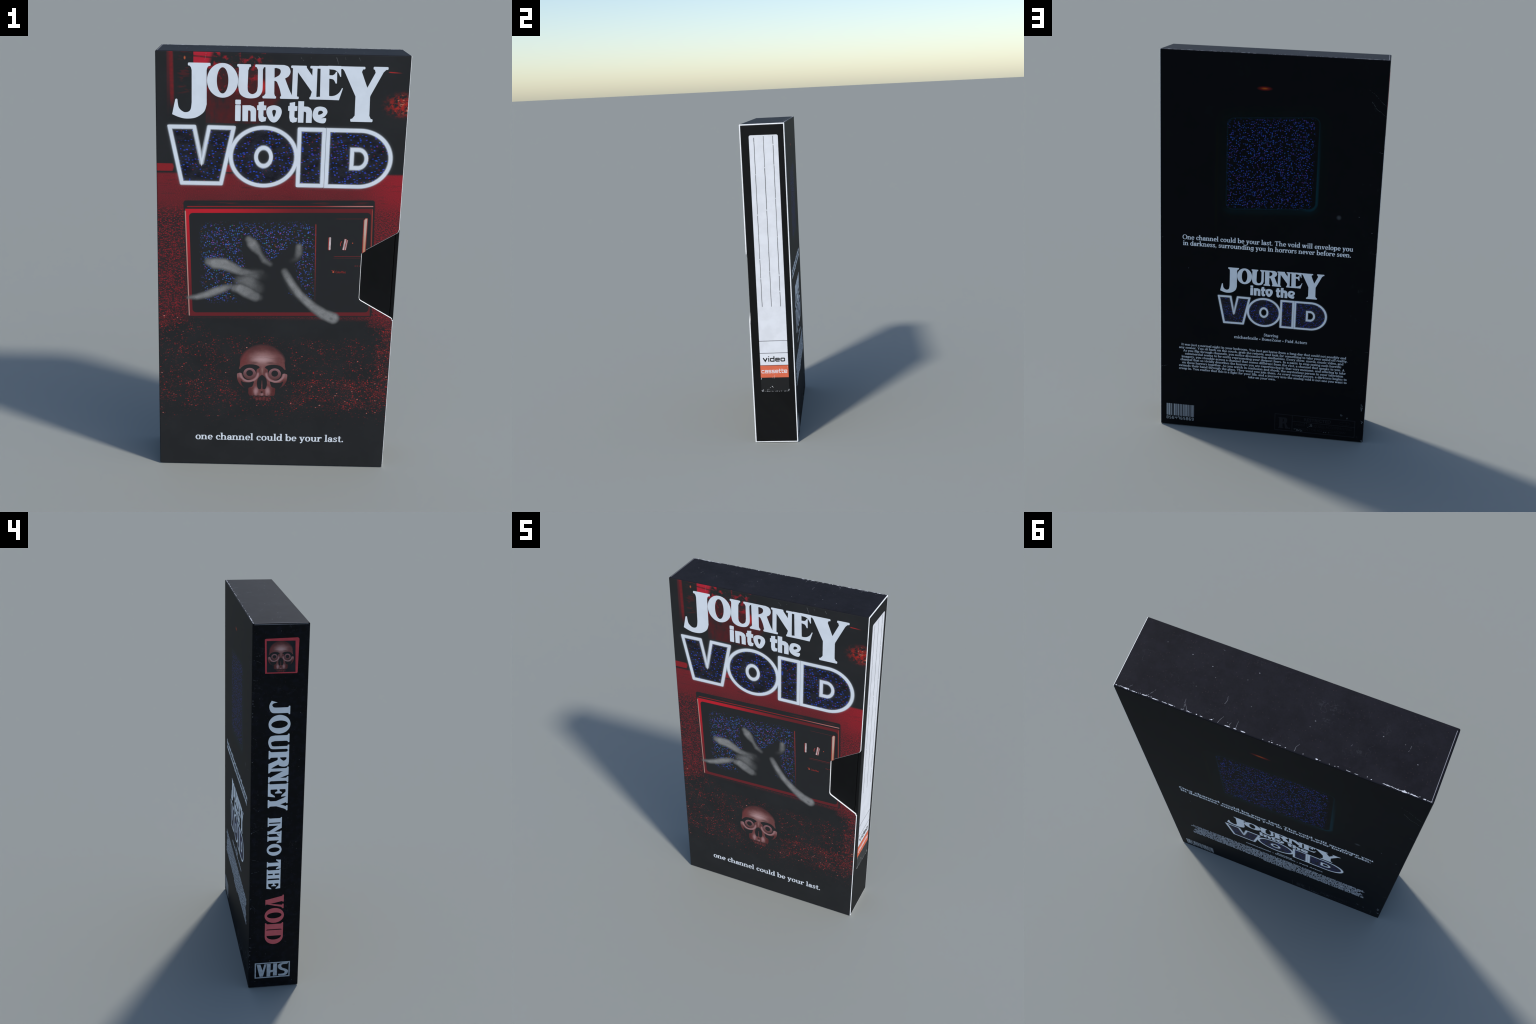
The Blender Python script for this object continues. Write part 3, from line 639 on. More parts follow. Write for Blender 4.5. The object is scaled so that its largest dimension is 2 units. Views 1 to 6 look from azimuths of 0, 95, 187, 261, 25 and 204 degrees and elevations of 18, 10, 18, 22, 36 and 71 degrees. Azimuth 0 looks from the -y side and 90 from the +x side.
def bone():
    m = Mat('red_lit_bone', 0.55, 0.12)
    u, v = m.uv('X', 'Y')                # millimetres from the middle of the skull
    n = m.noise(u*0.035, v*0.05, 4.0, 0.6); f = m.noise(u*0.3, v*0.3, 2.0, 0.6, 3.0)
    col = m.mix(m.step(0.3, 0.7, n), (0.150, 0.048, 0.046), (0.215, 0.078, 0.073))
    dome = m.step(1.0, 0.05, m.length((u-2)*(1/92), (v-72)*(1/58)))
    col = m.mix(dome*(n*0.5+0.65), col, (0.44, 0.240, 0.225))
    shine = m.step(1.0, 0.0, m.length((u+2)*(1/60), (v-70)*(1/24)))
    col = m.mix(shine*(f*0.8+0.4), col, (0.58, 0.36, 0.35))
    suture = m.step(2.2, 0.4, m.abs(v-78+m.abs(u)*0.03+n*10-5))*m.step(110, 50, m.abs(u))
    col = m.mix(suture*0.4, col, (0.12, 0.05, 0.05))
    top = m.step(100, 146, v+m.abs(u)*0.30)
    col = m.mix(top*0.8, col, (0.085, 0.030, 0.030))
    left = m.step(-48, -100, u)*m.step(20, 50, v)
    col = m.mix(left*0.7, col, (0.190, 0.042, 0.042))
    frown = m.step(1.0, 0.1, m.length((m.abs(u)-38)*(1/28), (v-51)*(1/10)))
    col = m.mix(frown*0.55, col, (0.075, 0.028, 0.026))
    bridge = m.step(1.0, 0.1, m.length(u*(1/12), (v-12)*(1/26)))
    col = m.mix(bridge*0.75, col, (0.36, 0.190, 0.170))
    nasal = m.step(0.55, 0.95, m.abs(m.op('SINE', u*0.33)))*m.step(26, 12, m.abs(u))*m.step(22, 10, v)*m.step(-30, -10, v)
    col = m.mix(nasal*0.4, col, (0.09, 0.035, 0.032))
    ridge = m.abs(m.length(m.abs(u)-62, (v+4)*1.02)-42)
    col = m.mix(m.step(9, 1, ridge)*m.step(6, -8, v)*0.75, col, (0.48, 0.26, 0.26))
    arch = m.step(98, 106, m.abs(u))*m.step(8, -2, v)*m.step(-34, -16, v)
    col = m.mix(arch*0.6, col, (0.36, 0.17, 0.17))
    under = m.step(94, 106, m.abs(u)-v*0.15)*m.step(-26, -48, v)
    col = m.mix(under*0.7, col, (0.12, 0.030, 0.030))
    jaw = m.step(1.0, 0.1, m.length((m.abs(u)-28)*(1/17), (v+98)*(1/34)))
    col = m.mix(jaw*0.85, col, (0.48, 0.26, 0.26))
    col = m.mix(m.step(1.0, 0.2, m.length(u*(1/13), (v+114)*(1/12)))*0.8, col, (0.40, 0.215, 0.215))
    col = m.mix(m.step(1.0, 0.3, m.length(u*(1/8), (v+103)*(1/9))), col, (0.05, 0.022, 0.020))
    col = m.mix(m.step(38, 56, m.abs(u))*m.step(-70, -84, v)*0.85, col, (0.11, 0.026, 0.026))
    root = m.step(0.30, 0.05, m.abs(m.op('FRACT', (u+200)*(1/17.0))-0.5))*m.step(-98, -112, v)
    col = m.mix(root*0.35, col, (0.07, 0.025, 0.025))
    col = m.mix(m.step(0.55, 0.75, f)*0.12, col, (0.45, 0.25, 0.22))
    # the print fades into the dark round the crown and the cheeks
    fade = m.step(0.88, 1.02, m.length(u*(1/113), (v-38)*(1/112)))*m.step(30, 60, v)
    fade = m.max(fade, m.step(66, 92, m.abs(u))*m.step(-58, -80, v)*0.85)
    return m.done(m.mix(fade*0.85, col, INK))

# ================================================================== things
scene = bpy.context.scene
def thing(name, label, category):
    e = bpy.data.objects.new(name, None); scene.collection.objects.link(e)
    e.empty_display_size = 0.1; e["label"] = label; e["category"] = category
    return e
sleeve = thing('cardboard_sleeve', 'worn black horror film sleeve with red television artwork', 'video sleeve')
cassette = thing('video_cassette', 'black plastic tape cassette with a white striped label', 'video cassette')

m_zone, m_back, m_void, m_bone = [front_art(z) for z in ('floor', 'television', 'room')], back_art(), void_fill(), bone()
m_spine = black_board('printed_spine', NIGHT, 'Y', 'Z')
m_top = black_board('printed_top', (0.0165, 0.0162, 0.0205), 'X', 'Y', (0.020, 0.019, 0.026), 0.045)
m_bottom = black_board('printed_bottom', NIGHT, 'X', 'Y')
m_edge = plain('raw_board_edge', (0.86, 0.87, 0.88), 0.8, 0.2, 0.04, 0.05)
m_lining = plain('grey_board_lining', (0.42, 0.42, 0.42), 0.9, 0.1)
m_white = plain('white_ink', WHITE, 0.55, 0.12, 0.03, 0.01)
m_spinered = plain('red_ink', (0.64, 0.125, 0.145), 0.55, 0.12, 0.05, 0.02)
m_ink = plain('photograph_black', INK)
m_scuff = plain('bare_paper_scuff', (0.72, 0.72, 0.76), 0.8, 0.2)
m_paleedge = plain('pale_edge_grey', (0.30, 0.30, 0.33), 0.7, 0.2)

# ---------------------------------------------------------------- sleeve board
def solid(name, bm):
    me = bpy.data.meshes.new(name); bm.to_mesh(me); bm.free()
    ob = bpy.data.objects.new(name, me); scene.collection.objects.link(ob); return ob
def block(x0, y0, z0, x1, y1, z1):
    bm = bmesh.new(); bmesh.ops.create_cube(bm, size=1)
    for v in bm.verts: v.co = Vector(((x0+x1)/2+v.co.x*(x1-x0), (y0+y1)/2+v.co.y*(y1-y0), (z0+z1)/2+v.co.z*(z1-z0)))
    return bm
bm = block(X0, -HY, 0, X1, HY, HZ)
bmesh.ops.bevel(bm, geom=[e for e in bm.edges if not all(v.co.x > X1-1e-5 for v in e.verts)], offset=FOLD, segments=3, profile=0.5, affect='EDGES')
CRUSH = 0.0022                  # the knife leaves the raw edge slightly crushed and white
bmesh.ops.bevel(bm, geom=[e for e in bm.edges if all(v.co.x > X1-1e-5 for v in e.verts)], offset=CRUSH, segments=2, profile=0.5, affect='EDGES', clamp_overlap=False)
shell = solid('shell', bm)
inner = solid('inner', block(X0+BOARD, -HY+BOARD, BOARD, X1+0.1, HY-BOARD, HZ-BOARD))
NOTCH = [(600, 1223), (546, 1223), (544.6, 1215), (540, 1209), (393, 1120), (386.5, 1114), (384, 1104), (384, 894), (386.5, 885), (393, 879), (538, 796), (543, 791), (544.8, 783), (600, 783)]
def widened(pts, d):
    """the outline pushed outwards by d (clockwise or not), mitred"""
    pts = ccw(pts); out = []
    for k in range(len(pts)):
        (x0, y0), (x1, y1), (x2, y2) = pts[k-1], pts[k], pts[(k+1) % len(pts)]
        a = hypot(x1-x0, y1-y0); b = hypot(x2-x1, y2-y1)
        n1 = ((y1-y0)/a, -(x1-x0)/a); n2 = ((y2-y1)/b, -(x2-x1)/b)
        q = 1+n1[0]*n2[0]+n1[1]*n2[1]
        out.append((x1+d*(n1[0]+n2[0])/q, y1+d*(n1[1]+n2[1])/q))
    return out
def notch_cutter(y0, d0, y1, d1):
    bm = bmesh.new()
    lo = [bm.verts.new((x/1000, y0, z/1000)) for x, z in widened(NOTCH, d0)]; hi = [bm.verts.new((x/1000, y1, z/1000)) for x, z in widened(NOTCH, d1)]
    bm.faces.new(lo); bm.faces.new(hi[::-1])
    for i in range(len(NOTCH)): bm.faces.new((lo[i-1], hi[i-1], hi[i], lo[i]))
    bmesh.ops.recalc_face_normals(bm, faces=bm.faces[:])
    return solid('notch', bm)
notch = notch_cutter(-0.2, 0, -0.1, 0)
flare = notch_cutter(-HY-0.004, 2.0+4.0*0.91, -HY+CRUSH, 0)
for c in (inner, notch, flare):
    md = shell.modifiers.new('b', 'BOOLEAN'); md.operation = 'DIFFERENCE'; md.solver = 'EXACT'; md.object = c
dg = bpy.context.evaluated_depsgraph_get()
me = bpy.data.meshes.new_from_object(shell.evaluated_get(dg))
bm = bmesh.new(); bm.from_mesh(me)
bmesh.ops.remove_doubles(bm, verts=bm.verts[:], dist=1e-5)
bmesh.ops.dissolve_limit(bm, angle_limit=1e-4, verts=bm.verts[:], edges=bm.edges[:])
NAMES = ('front_panel', 'back_panel', 'spine_panel', 'top_panel', 'bottom_panel', 'cut_edge', 'inner_lining')
def region(f):
    n, c = f.normal, f.calc_center_median()
    cs = Vector((c.x/abs(X0), c.y/HY, (c.z-1)/1.0))
    if n.x > 0.2 and c.x > X1-CRUSH-1e-4: return 'cut_edge'
    if c.y < -HY+BOARD-1e-4 and c.x > 0.37 and 0.77 < c.z < 1.24 and abs(n.y) < 0.9: return 'cut_edge'
    if n.dot(cs) < 0.3: return 'inner_lining'
    if n.y < -0.75: return 'front_panel'
    if n.y > 0.75: return 'back_panel'
    if n.x < -0.7: return 'spine_panel'
    return 'top_panel' if n.z > 0 else 'bottom_panel'
bm.normal_update()
for f in bm.faces: f.material_index = NAMES.index(region(f))
bm.to_mesh(me); bm.free()
groups = {k: [p.index for p in me.polygons if NAMES[p.material_index] == k] for k in NAMES}
mats = {'front_panel': m_zone[0], 'back_panel': m_back, 'spine_panel': m_spine, 'top_panel': m_top, 'bottom_panel': m_bottom, 'cut_edge': m_edge, 'inner_lining': m_lining}
part = {}
for k, ids in groups.items():
    used = sorted({v for i in ids for v in me.polygons[i].vertices}); ix = {v: j for j, v in enumerate(used)}
    called = {'front_panel': 'cover_panel', 'back_panel': 'blurb_panel', 'top_panel': 'end_flap', 'bottom_panel': 'end_flap', 'inner_lining': 'board_lining'}.get(k, k)
    pm = bpy.data.meshes.new(called)
    pm.from_pydata([me.vertices[v].co for v in used], [], [[ix[v] for v in me.polygons[i].vertices] for i in ids])
    pm.materials.append(mats[k]); pm.update(); part[k] = new_object(called, pm, sleeve)
# the front carries one photograph: its three zones have a material each
bm = bmesh.new(); bm.from_mesh(part['front_panel'].data)
for z in SPLIT: bmesh.ops.bisect_plane(bm, geom=bm.verts[:]+bm.edges[:]+bm.faces[:], plane_co=(0, 0, z/1000), plane_no=(0, 0, 1))
for q in bm.faces: q.material_index = sum(q.calc_center_bounds().z*1000 > z for z in SPLIT)
bm.to_mesh(part['front_panel'].data); bm.free()
for q in m_zone[1:]: part['front_panel'].data.materials.append(q)
for o in (shell, inner, notch, flare): bpy.data.objects.remove(o)
bpy.data.meshes.remove(me)
front, back, spine, top = part['front_panel'], part['back_panel'], part['spine_panel'], part['top_panel']

# ---------------------------------------------------------------- title, front and (smaller) back
SMALL = BACK @ Matrix.Translation((0.040, -0.1914, 0)) @ Matrix.Diagonal((0.572, 0.572, 1, 1))
def both(name, shape, mat, h, base=0.0):
    ob = ink(name, shape, mat, FRONT, front, h, base)
    ob2 = new_object(name, ob.data, back, SMALL)
for s in title_letters(): both('title_letter', s, m_white, 0.55+0.05*rng.random())
for s in small_letters(): both('title_letter', s, m_white, 0.5)
W_RIM = 15.5
o_path = oval(*O_AT, *O_R, n=72)[0][1]; eye_path = oval(*O_AT, *O_EYE, n=48)[0][1]
i_path = [(I_BOX[0], I_BOX[1]), (I_BOX[2], I_BOX[1]), (I_BOX[2], I_BOX[3]), (I_BOX[0], I_BOX[3])]
dd, de = d_path(D_LEFT, D_AT, D_R), d_path(EYE_LEFT, EYE_AT, EYE_R)
fills = [poly(*V_LINE), poly(*o_path)+cut(poly(*eye_path)), poly(*i_path), poly(*dd)+cut(poly(*de))]
rims = [pen(V_LINE, W_RIM, closed=True), pen(o_path, W_RIM, closed=True)+pen(eye_path, W_RIM, closed=True),
        pen(i_path, W_RIM, closed=True), pen(dd, W_RIM, closed=True)+pen(de, W_RIM, closed=True)]
for i, (f, r) in enumerate(zip(fills, rims)):
    both('outlined_letter', f, m_void, 0.40+0.04*i); both('letter_rim', r, m_white, 0.72+0.05*i)

# ---------------------------------------------------------------- front: knobs, captions
m_knob = plain('pale_knob', (0.66, 0.54, 0.53), 0.55, 0.12, 0.25, 0.03); m_knobred = plain('red_knob_edge', (0.42, 0.06, 0.05))
m_strip = Mat('cream_trim_strip', 0.55, 0.12)
su, sv = m_strip.uv('X', 'Y')
m_strip = m_strip.done(m_strip.mix(m_strip.step(1130, 1230, sv), m_strip.mix(m_strip.step(0.4, 0.6, m_strip.noise(su*0.3, sv*0.01)), (0.60, 0.29, 0.17), (0.66, 0.36, 0.24)), (0.66, 0.47, 0.38)))
ink('trim_strip', poly((383, 1267), (391, 1278), (401, 1277), (402, 1270), (400, 1120), (387, 1112), (384, 1110)), m_knobred, FRONT, front, 0.30)
ink('trim_strip', poly((386.5, 1267), (392, 1275), (399, 1275), (397, 1119), (388, 1113)), m_strip, FRONT, front, 0.40)
ink('tuning_knob', slab(228, 1122, 240, 1184, 5), m_knobred, FRONT, front, 0.35)
ink('tuning_knob', slab(232, 1123, 240, 1184, 4), m_knob, FRONT, front, 0.45)
ink('tuning_knob', pen([(307, 1177), (299, 1124)], 11)+pen([(315, 1172), (307, 1124)], 6), m_knobred, FRONT, front, 0.35)
ink('tuning_knob', pen([(306, 1176), (298, 1125)], 7)+pen([(314.5, 1171), (307.5, 1125)], 3.5), m_knob, FRONT, front, 0.45)
ink('tuning_knob', pen(spline([(290, 1166), (284, 1154), (285, 1143)]), 3.5), m_knobred, FRONT, front, 0.35)
ink('indicator_lamp', oval(258, 1017, 4.5, 4.5, n=16)+oval(339, 1158, 2.6, 2.6, n=12), plain('orange_lamp', (0.55, 0.10, 0.05)), FRONT, front, 0.4)
m_dimred = plain('dim_red_ink', (0.32, 0.035, 0.03))
sans('set_caption', 'ColorPilot', 268, 315, 1012, 11, m_dimred, FRONT, front, 0.4, 0.01)
ink('set_marks', sum((pen([(x, 1048.5), (x+w, 1048.6)], 2.2) for x, w in ((354, 7), (364, 5), (374, 5))), [])+pen([(249, 1024), (256, 1024)], 2.6)+pen([(259, 1025), (263, 1025)], 2.2), m_dimred, FRONT, front, 0.35)
lines('tagline', [('one channel could be your last.', -376, 350, 135, 24.0)], m_white, FRONT, front)

# ---------------------------------------------------------------- skull print (front and spine)
def mirror(pts, cx=0.0): return [(2*cx-x, y) for x, y in pts[::-1]]
def skull(panel, parent, flat=1.0):
    half = [(0, 149), (-28, 146), (-56, 134), (-84, 114), (-102, 90), (-109, 72), (-107, 52), (-108, 34), (-111, 20), (-104, 12), (-104, 0), (-112, -4), (-118, -6), (-120, -14),
            (-118, -38), (-110, -56), (-98, -72), (-84, -82), (-70, -84), (-64, -92), (-64, -108), (-58, -122), (-40, -126), (-20, -125), (0, -126)]
    out = spline(half+mirror(half)[1:-1], True, 4)
    def put(name, shape, mat, h):
        return ink(name, shape, mat, panel, parent, h)
    put('skull_bone', [(1, out)], m_bone, 0.40)
    brow = [(-116, 14), (-106, 18), (-97, 29), (-81, 39), (-55, 43), (-30, 40), (-15, 32), (-14, 25), (-25, 17), (-27, 6), (-30, -12), (-42, -27), (-58, -39), (-76, -38), (-90, -25), (-97, -6), (-108, -2), (-116, 2)]
    hollow = [(-101, -44), (-87, -51), (-60, -52), (-40, -46), (-41, -60), (-48, -75), (-62, -80), (-68, -92), (-82, -90), (-84, -80), (-96, -64)]
    for f in (lambda p: p, lambda p: mirror(p)):
        put('eye_socket', [(1, spline(f(brow), True, 5))], m_ink, 0.48)
        put('cheek_hollow', [(1, spline(f(hollow), True, 5))], m_ink, 0.48)
    for cx in (-60, 60):
        put('eyeball', oval(cx, -6, 30, 30), m_eye, 0.56); put('pupil', oval(cx, -3, 16, 16, n=32), m_ink, 0.64)
    nose = [(0, -12), (-11, -19), (-20, -32), (-24, -55), (-21, -77), (-14, -87), (-4, -85)]
    put('nose_hole', [(1, spline(nose+mirror(nose)[:-1], True, 5))], m_ink, 0.48)
    put('nose_septum', poly((-3, -87), (3, -87), (2.2, -60), (.6, -40), (-.8, -40), (-2.2, -60)), m_bone, 0.54)
    put('jaw_gap', pen(spline([(-56, -121), (-44, -124), (-36, -122), (-26, -124), (-16, -122), (-1, -125), (14, -122), (26, -124), (36, -122), (44, -124), (56, -121)]), 3), m_ink, 0.50)
    for i, (x, w, b) in enumerate(((-37, 9, -139), (-23.5, 12, -147), (-7, 16, -147), (10, 14, -147), (26, 13, -148), (40, 9, -139))):
        put('tooth', slab(x-w/2, b, x+w/2, -127, 4.5), m_tooth, 0.45)
m_eye = Mat('red_lit_eyeball', 0.55, 0.12); u_, v_ = m_eye.uv('X', 'Y')
k_ = m_eye.abs(u_)-59.0
rad = m_eye.length(k_, v_+4.0)
m_eye = m_eye.done(m_eye.mix(m_eye.step(30, 17, rad)*0.6, m_eye.mix(m_eye.step(-28, 26, v_), (0.13, 0.052, 0.050), (0.36, 0.170, 0.180)), (0.20, 0.085, 0.085)))
m_tooth = plain('red_lit_tooth', (0.125, 0.034, 0.034), 0.55, 0.12, 0.3, 0.06)
skull(FRONT @ Matrix.Translation((-0.057, 0.500, 0)), front)

# ---------------------------------------------------------------- back print
lines('tagline', [('One channel could be your last. The void will envelope you', -433, 434, 1058, 16.5), ('in darkness, surrounding you in horrors never before seen.', -430, 426, 1026, 16.5)], m_white, BACK, back)
m_credit = plain('grey_ink', (0.62, 0.66, 0.72), 0.55, 0.12)
lines('credits', [('Starring', 0, 76, 562, 10.5), ('michaelexile * BoneZone * Paid Actors', -155, 228, 538, 10.5)], m_credit, BACK, back)
STORY = [('It was just a normal night in your bedroom. You just got home from a long day that could not possibly end', -436, 434),
         ('any sooner. You sit back on the couch, grab the remote, and look for something to take your mind off reality.', -448, 442),
         ('As you flip through channels, you notice discomforting similarities. Every show, movie, music video, and', -426, 422),
         ('commercial seems to be eerily representing your deepest fears. In a panic to stop seeing such horrific', -416, 412),
         ('imagery, you stumble across a channel that seems different from the rest, a channel that speaks to you. A', -434, 430),
         ('channel that so vividly describes the horrors you are experiencing in that very moment, and offering to take', -440, 436),
         ('on these horrors together. As you watch in confusion and shock, the mysterious person in your television', -431, 425),
         ('extends their hand through the glass. They want you join them. As every second passes, a darkness begins to', -448, 444),
         ('creep in. You realize that this is a fight for your life, and a journey into the analog void is not one you want to', -448, 445),
         ('take on your own.', -76, 72)]
lines('story_text', [(t, a, b, 472-17.3*i, 8.2) for i, (t, a, b) in enumerate(STORY)], m_credit, BACK, back, kind='stuff')
# barcode: bars of varying width and strength, figures below
m_bar = [plain('barcode_ink', c) for c in ((0.33, 0.36, 0.39), (0.22, 0.24, 0.27), (0.12, 0.13, 0.15), (0.035, 0.038, 0.045))]
x = -515.0
first = True
while x < -366:
    w = rng.choice((4.0, 4.5, 5.0, 6.5)); w = min(w, -362-x)
    ink('barcode_bar', poly((x, 55), (x+w, 55), (x+w, 125), (x, 125)), m_bar[0 if first else rng.choice((0, 0, 1, 1, 2, 3))], BACK, back, 0.4)
    x += w+rng.choice((0.0, 0.5, 1.5, 2.0, 4.0)); first = False
SEG = {'a': ((0, 2), (1, 2)), 'b': ((1, 2), (1, 1)), 'c': ((1, 1), (1, 0)), 'd': ((0, 0), (1, 0)), 'e': ((0, 1), (0, 0)), 'f': ((0, 2), (0, 1)), 'g': ((0, 1), (1, 1))}
LIT = {'8': 'abcdefg', '5': 'afgcd', '6': 'afgcde', '4': 'fgbc', '7': 'abcf', '9': 'abcdfg'}
for i, ch in enumerate('8564765869'):
    s = []
    for k in LIT[ch]:
        (x0, y0), (x1, y1) = SEG[k]
        s += pen([(-514+i*15.4+x0*8.2, 34+y0*7.2), (-514+i*15.4+x1*8.2, 34+y1*7.2)], 2.4)
    ink('barcode_figure', s, m_bar[0], BACK, back, 0.4)
# rating box, barely lighter than the black
m_faint = plain('faint_grey_ink', (0.0135, 0.0135, 0.0165)); m_fainter = plain('fainter_grey_ink', (0.0088, 0.0090, 0.0110))
ink('rating_box', pen([(77, 28), (503, 26), (502, 121), (76, 122)], 3.6, closed=True)+pen([(170, 28), (169, 121)], 3.6)+pen([(170, 87), (502, 84)], 3), m_faint, BACK, back, 0.35)
ink('rating_letter', moved(cap('R', 1.0), 95, 40, 66, 64), m_faint, BACK, back, 0.35)
sans('rating_word', 'RESTRICTED', 233, 376, 94, 18, m_faint, BACK, back, 0.35, 0.02)
sans('rating_note', 'UNDER 17 REQUIRES ACCOMPANYING', 182, 488, 62, 15, m_fainter, BACK, back, 0.35)
sans('rating_note', 'PARENT OR ADULT GUARDIAN', 205, 455, 38, 15, m_fainter, BACK, back, 0.35)
ink('rating_emblem', pen(oval(449, 101, 28, 10, n=32)[0][1], 1.5, closed=True)+pen(oval(449, 101, 12, 10, n=24)[0][1], 1.2, closed=True), m_fainter, BACK, back, 0.35)

# ---------------------------------------------------------------- spine print
DOWN = SPINE @ Matrix.Rotation(radians(-90), 4, 'Z')     # reads downwards
def spine_word(name, text, slots, z_top, z_bottom, y_left, height, mat):
    L = z_top-z_bottom
    for ch, (a, b) in zip(text, slots):
        w = (b-a)*L/height
        ink(name, moved(cap(ch, w), -z_top+a*L, y_left, height), mat, DOWN, spine, 0.5+0.05*rng.random())
spine_word('spine_letter', 'JOURNEY', ((0, .121), (.125, .29), (.293, .44), (.442, .647), (.591, .733), (.74, .872), (.858, 1)), 1626, 1048, -49, 101, m_white)
spine_word('spine_letter', 'INTOTHE', ((0, .083), (.072, .237), (.225, .354), (.362, .526), (.58, .717), (.717, .862), (.862, 1)), 1012, 602, -47, 72, m_white)
spine_word('spine_letter', 'VOID', ((0, .272), (.258, .56), (.56, .715), (.71, 1)), 565, 269, -51, 97, m_spinered)
m_logo = plain('logo_grey_ink', (0.42, 0.46, 0.51), 0.55, 0.12, 0.12, 0.06)
ink('format_logo', pen([(-99, 61), (86, 61), (86, 151), (-99, 151)], 6, closed=True), m_logo, SPINE, spine, 0.5)
ink('format_logo', poly((-92, 144), (-72, 144), (-59, 103), (-50, 144), (-39, 144), (-57, 67), (-75, 67)), m_logo, SPINE, spine, 0.5)
ink('format_logo', poly((-37, 145), (-16, 145), (-16, 104), (-2, 106), (-2, 146), (19, 146), (19, 69), (-2, 68), (-2, 93), (-17, 91), (-17, 66), (-37, 66)), m_logo, SPINE, spine, 0.5)
ink('format_logo', poly((80, 148), (50, 147), *spline([(48, 147), (28, 138), (24, 122), (34, 106), (56, 96), (62, 88), (57, 79), (40, 77), (25, 77)]), (29, 66), *spline([(48, 66), (70, 70), (79, 84), (78, 98), (64, 108), (47, 116), (42, 128), (50, 137), (74, 138)])), m_logo, SPINE, spine, 0.5)
m_frame = plain('red_frame_ink', (0.56, 0.060, 0.078), 0.55, 0.12, 0.06, 0.03)
m_photo = plain('photograph_backing', (0.019, 0.021, 0.026), 0.55, 0.12, 0.15, 0.04)
ink('skull_picture', poly((-70, 1765), (71, 1766), (69, 1918), (-69, 1919)), m_photo, SPINE, spine, 0.3)
skull(SPINE @ Matrix.Translation((0.0005, 1.843, 0)) @ Matrix.Diagonal((0.515, 0.505, 1, 1)), spine)
ink('skull_picture_frame', poly((-73, 1761), (80, 1760), (82, 1764), (86, 1925), (83, 1930), (78, 1932), (-72, 1928), (-77, 1925))+cut(poly((-65, 1766), (72, 1766), (68, 1917), (-69, 1918))), m_frame, SPINE, spine, 0.85)

# ---------------------------------------------------------------- wear: chips, cracks, scratches; pale lines along the top/spine fold
def chip(x, y, w, h):
    k = rng.randint(6, 9)
    return poly(*[(x+w/2*cos(2*pi*i/k)*rng.uniform(.5, 1.1), y+h/2*sin(2*pi*i/k)*rng.uniform(.5, 1.1)) for i in range(k)])
def crack(x, y, ang, length, w0=1.6, wob=0.35, broken=0.25):
    pts, a, s = [(x, y)], ang, []
    n = max(4, int(length/5))
    for i in range(n):
        a += rng.uniform(-wob, wob); x += cos(a)*length/n; y += sin(a)*length/n
        if rng.random() > broken: s += pen([pts[-1], (x, y)], w0*(1-i/n*0.7)*rng.uniform(.6, 1.1))
        pts.append((x, y))
    return s
ey = HY*1000
s = []
for _ in range(120):                                   # top, along the back edge
    x = rng.choice((rng.uniform(-545, 543), rng.uniform(200, 543), rng.uniform(-545, -380)))
    w = rng.uniform(2, 7) if rng.random() < .8 else rng.uniform(8, 22)
    s += chip(x, ey-5.0-abs(rng.gauss(0, 1.4)), w, rng.uniform(1.2, 3.2))
for x, w, h in ((-452, 24, 8), (-484, 20, 6), (-520, 14, 5), (400, 30, 4), (346, 20, 4), (505, 16, 6), (92, 18, 4), (120, 12, 4), (-160, 10, 5)): s += chip(x, ey-6, w, h)
ink('edge_chips', s, m_scuff, TOP, top, 0.35, kind='stuff')
s = []
for x, l, a in ((430, 38, -1.75), (500, 24, -1.7), (300, 40, -1.45), (290, 32, -1.5), (118, 36, -1.5), (140, 22, -1.6), (-84, 36, -1.9), (180, 30, -1.8)): s += crack(x, ey-5, a, l, 1.5)
for x, y, l, a in ((184, 62, 30, -1.8), (-420, 0, 34, -1.6), (250, -110, 14, -.6), (-250, 40, 10, 1)): s += crack(x, y, a, l, 1.3)
for x, y in ((272, -46), (-462, 30), (350, -62), (-330, -20), (120, -80), (-110, 10)): s += oval(x, y, 2.2, 1.6, n=10)
ink('surface_cracks', s, plain('hairline_paper', (0.20, 0.20, 0.22), 0.7, 0.3), TOP, top, 0.3, kind='stuff')
s = pen([(-541.5, -125), (-541.6, 126)], 1.8)
ink('pale_edge_line', s, m_paleedge, TOP, top, 0.3, kind='stuff')
s = []                                                 # front, along the top edge
for x, z, a, l in ((-331, 1994, -1.65, 36), (226, 1992, -1.8, 40), (321, 1993, -1.6, 22), (71, 1988, -1.2, 24), (118, 1991, -1.7, 10), (-110, 1988, -1.0, 20), (262, 1990, -1.5, 14)): s += crack(x, z, a, l, 1.3)
ink('surface_cracks', s, plain('hairline_paper', (0.24, 0.24, 0.25), 0.7, 0.3), FRONT, front, 0.3, kind='stuff')
s = []                                                 # back: creases from the spine edge
for x, z, a, l in ((545, 1787, 2.75, 112), (477, 1804, -1.2, 100), (545, 1560, 3.0, 20), (545, 1050, 3.0, 14), (540, 800, 2.8, 22), (544, 520, 3.0, 18), (540, 330, 2.8, 20), (-544, 342, .2, 40), (-540, 1060, .2, 12)): s += crack(x, z, a, l, 1.2, .25, .35)
ink('surface_cracks', s, plain('hairline_paper', (0.09, 0.095, 0.10), 0.7, 0.3), BACK, back, 0.3, kind='stuff')
s = []
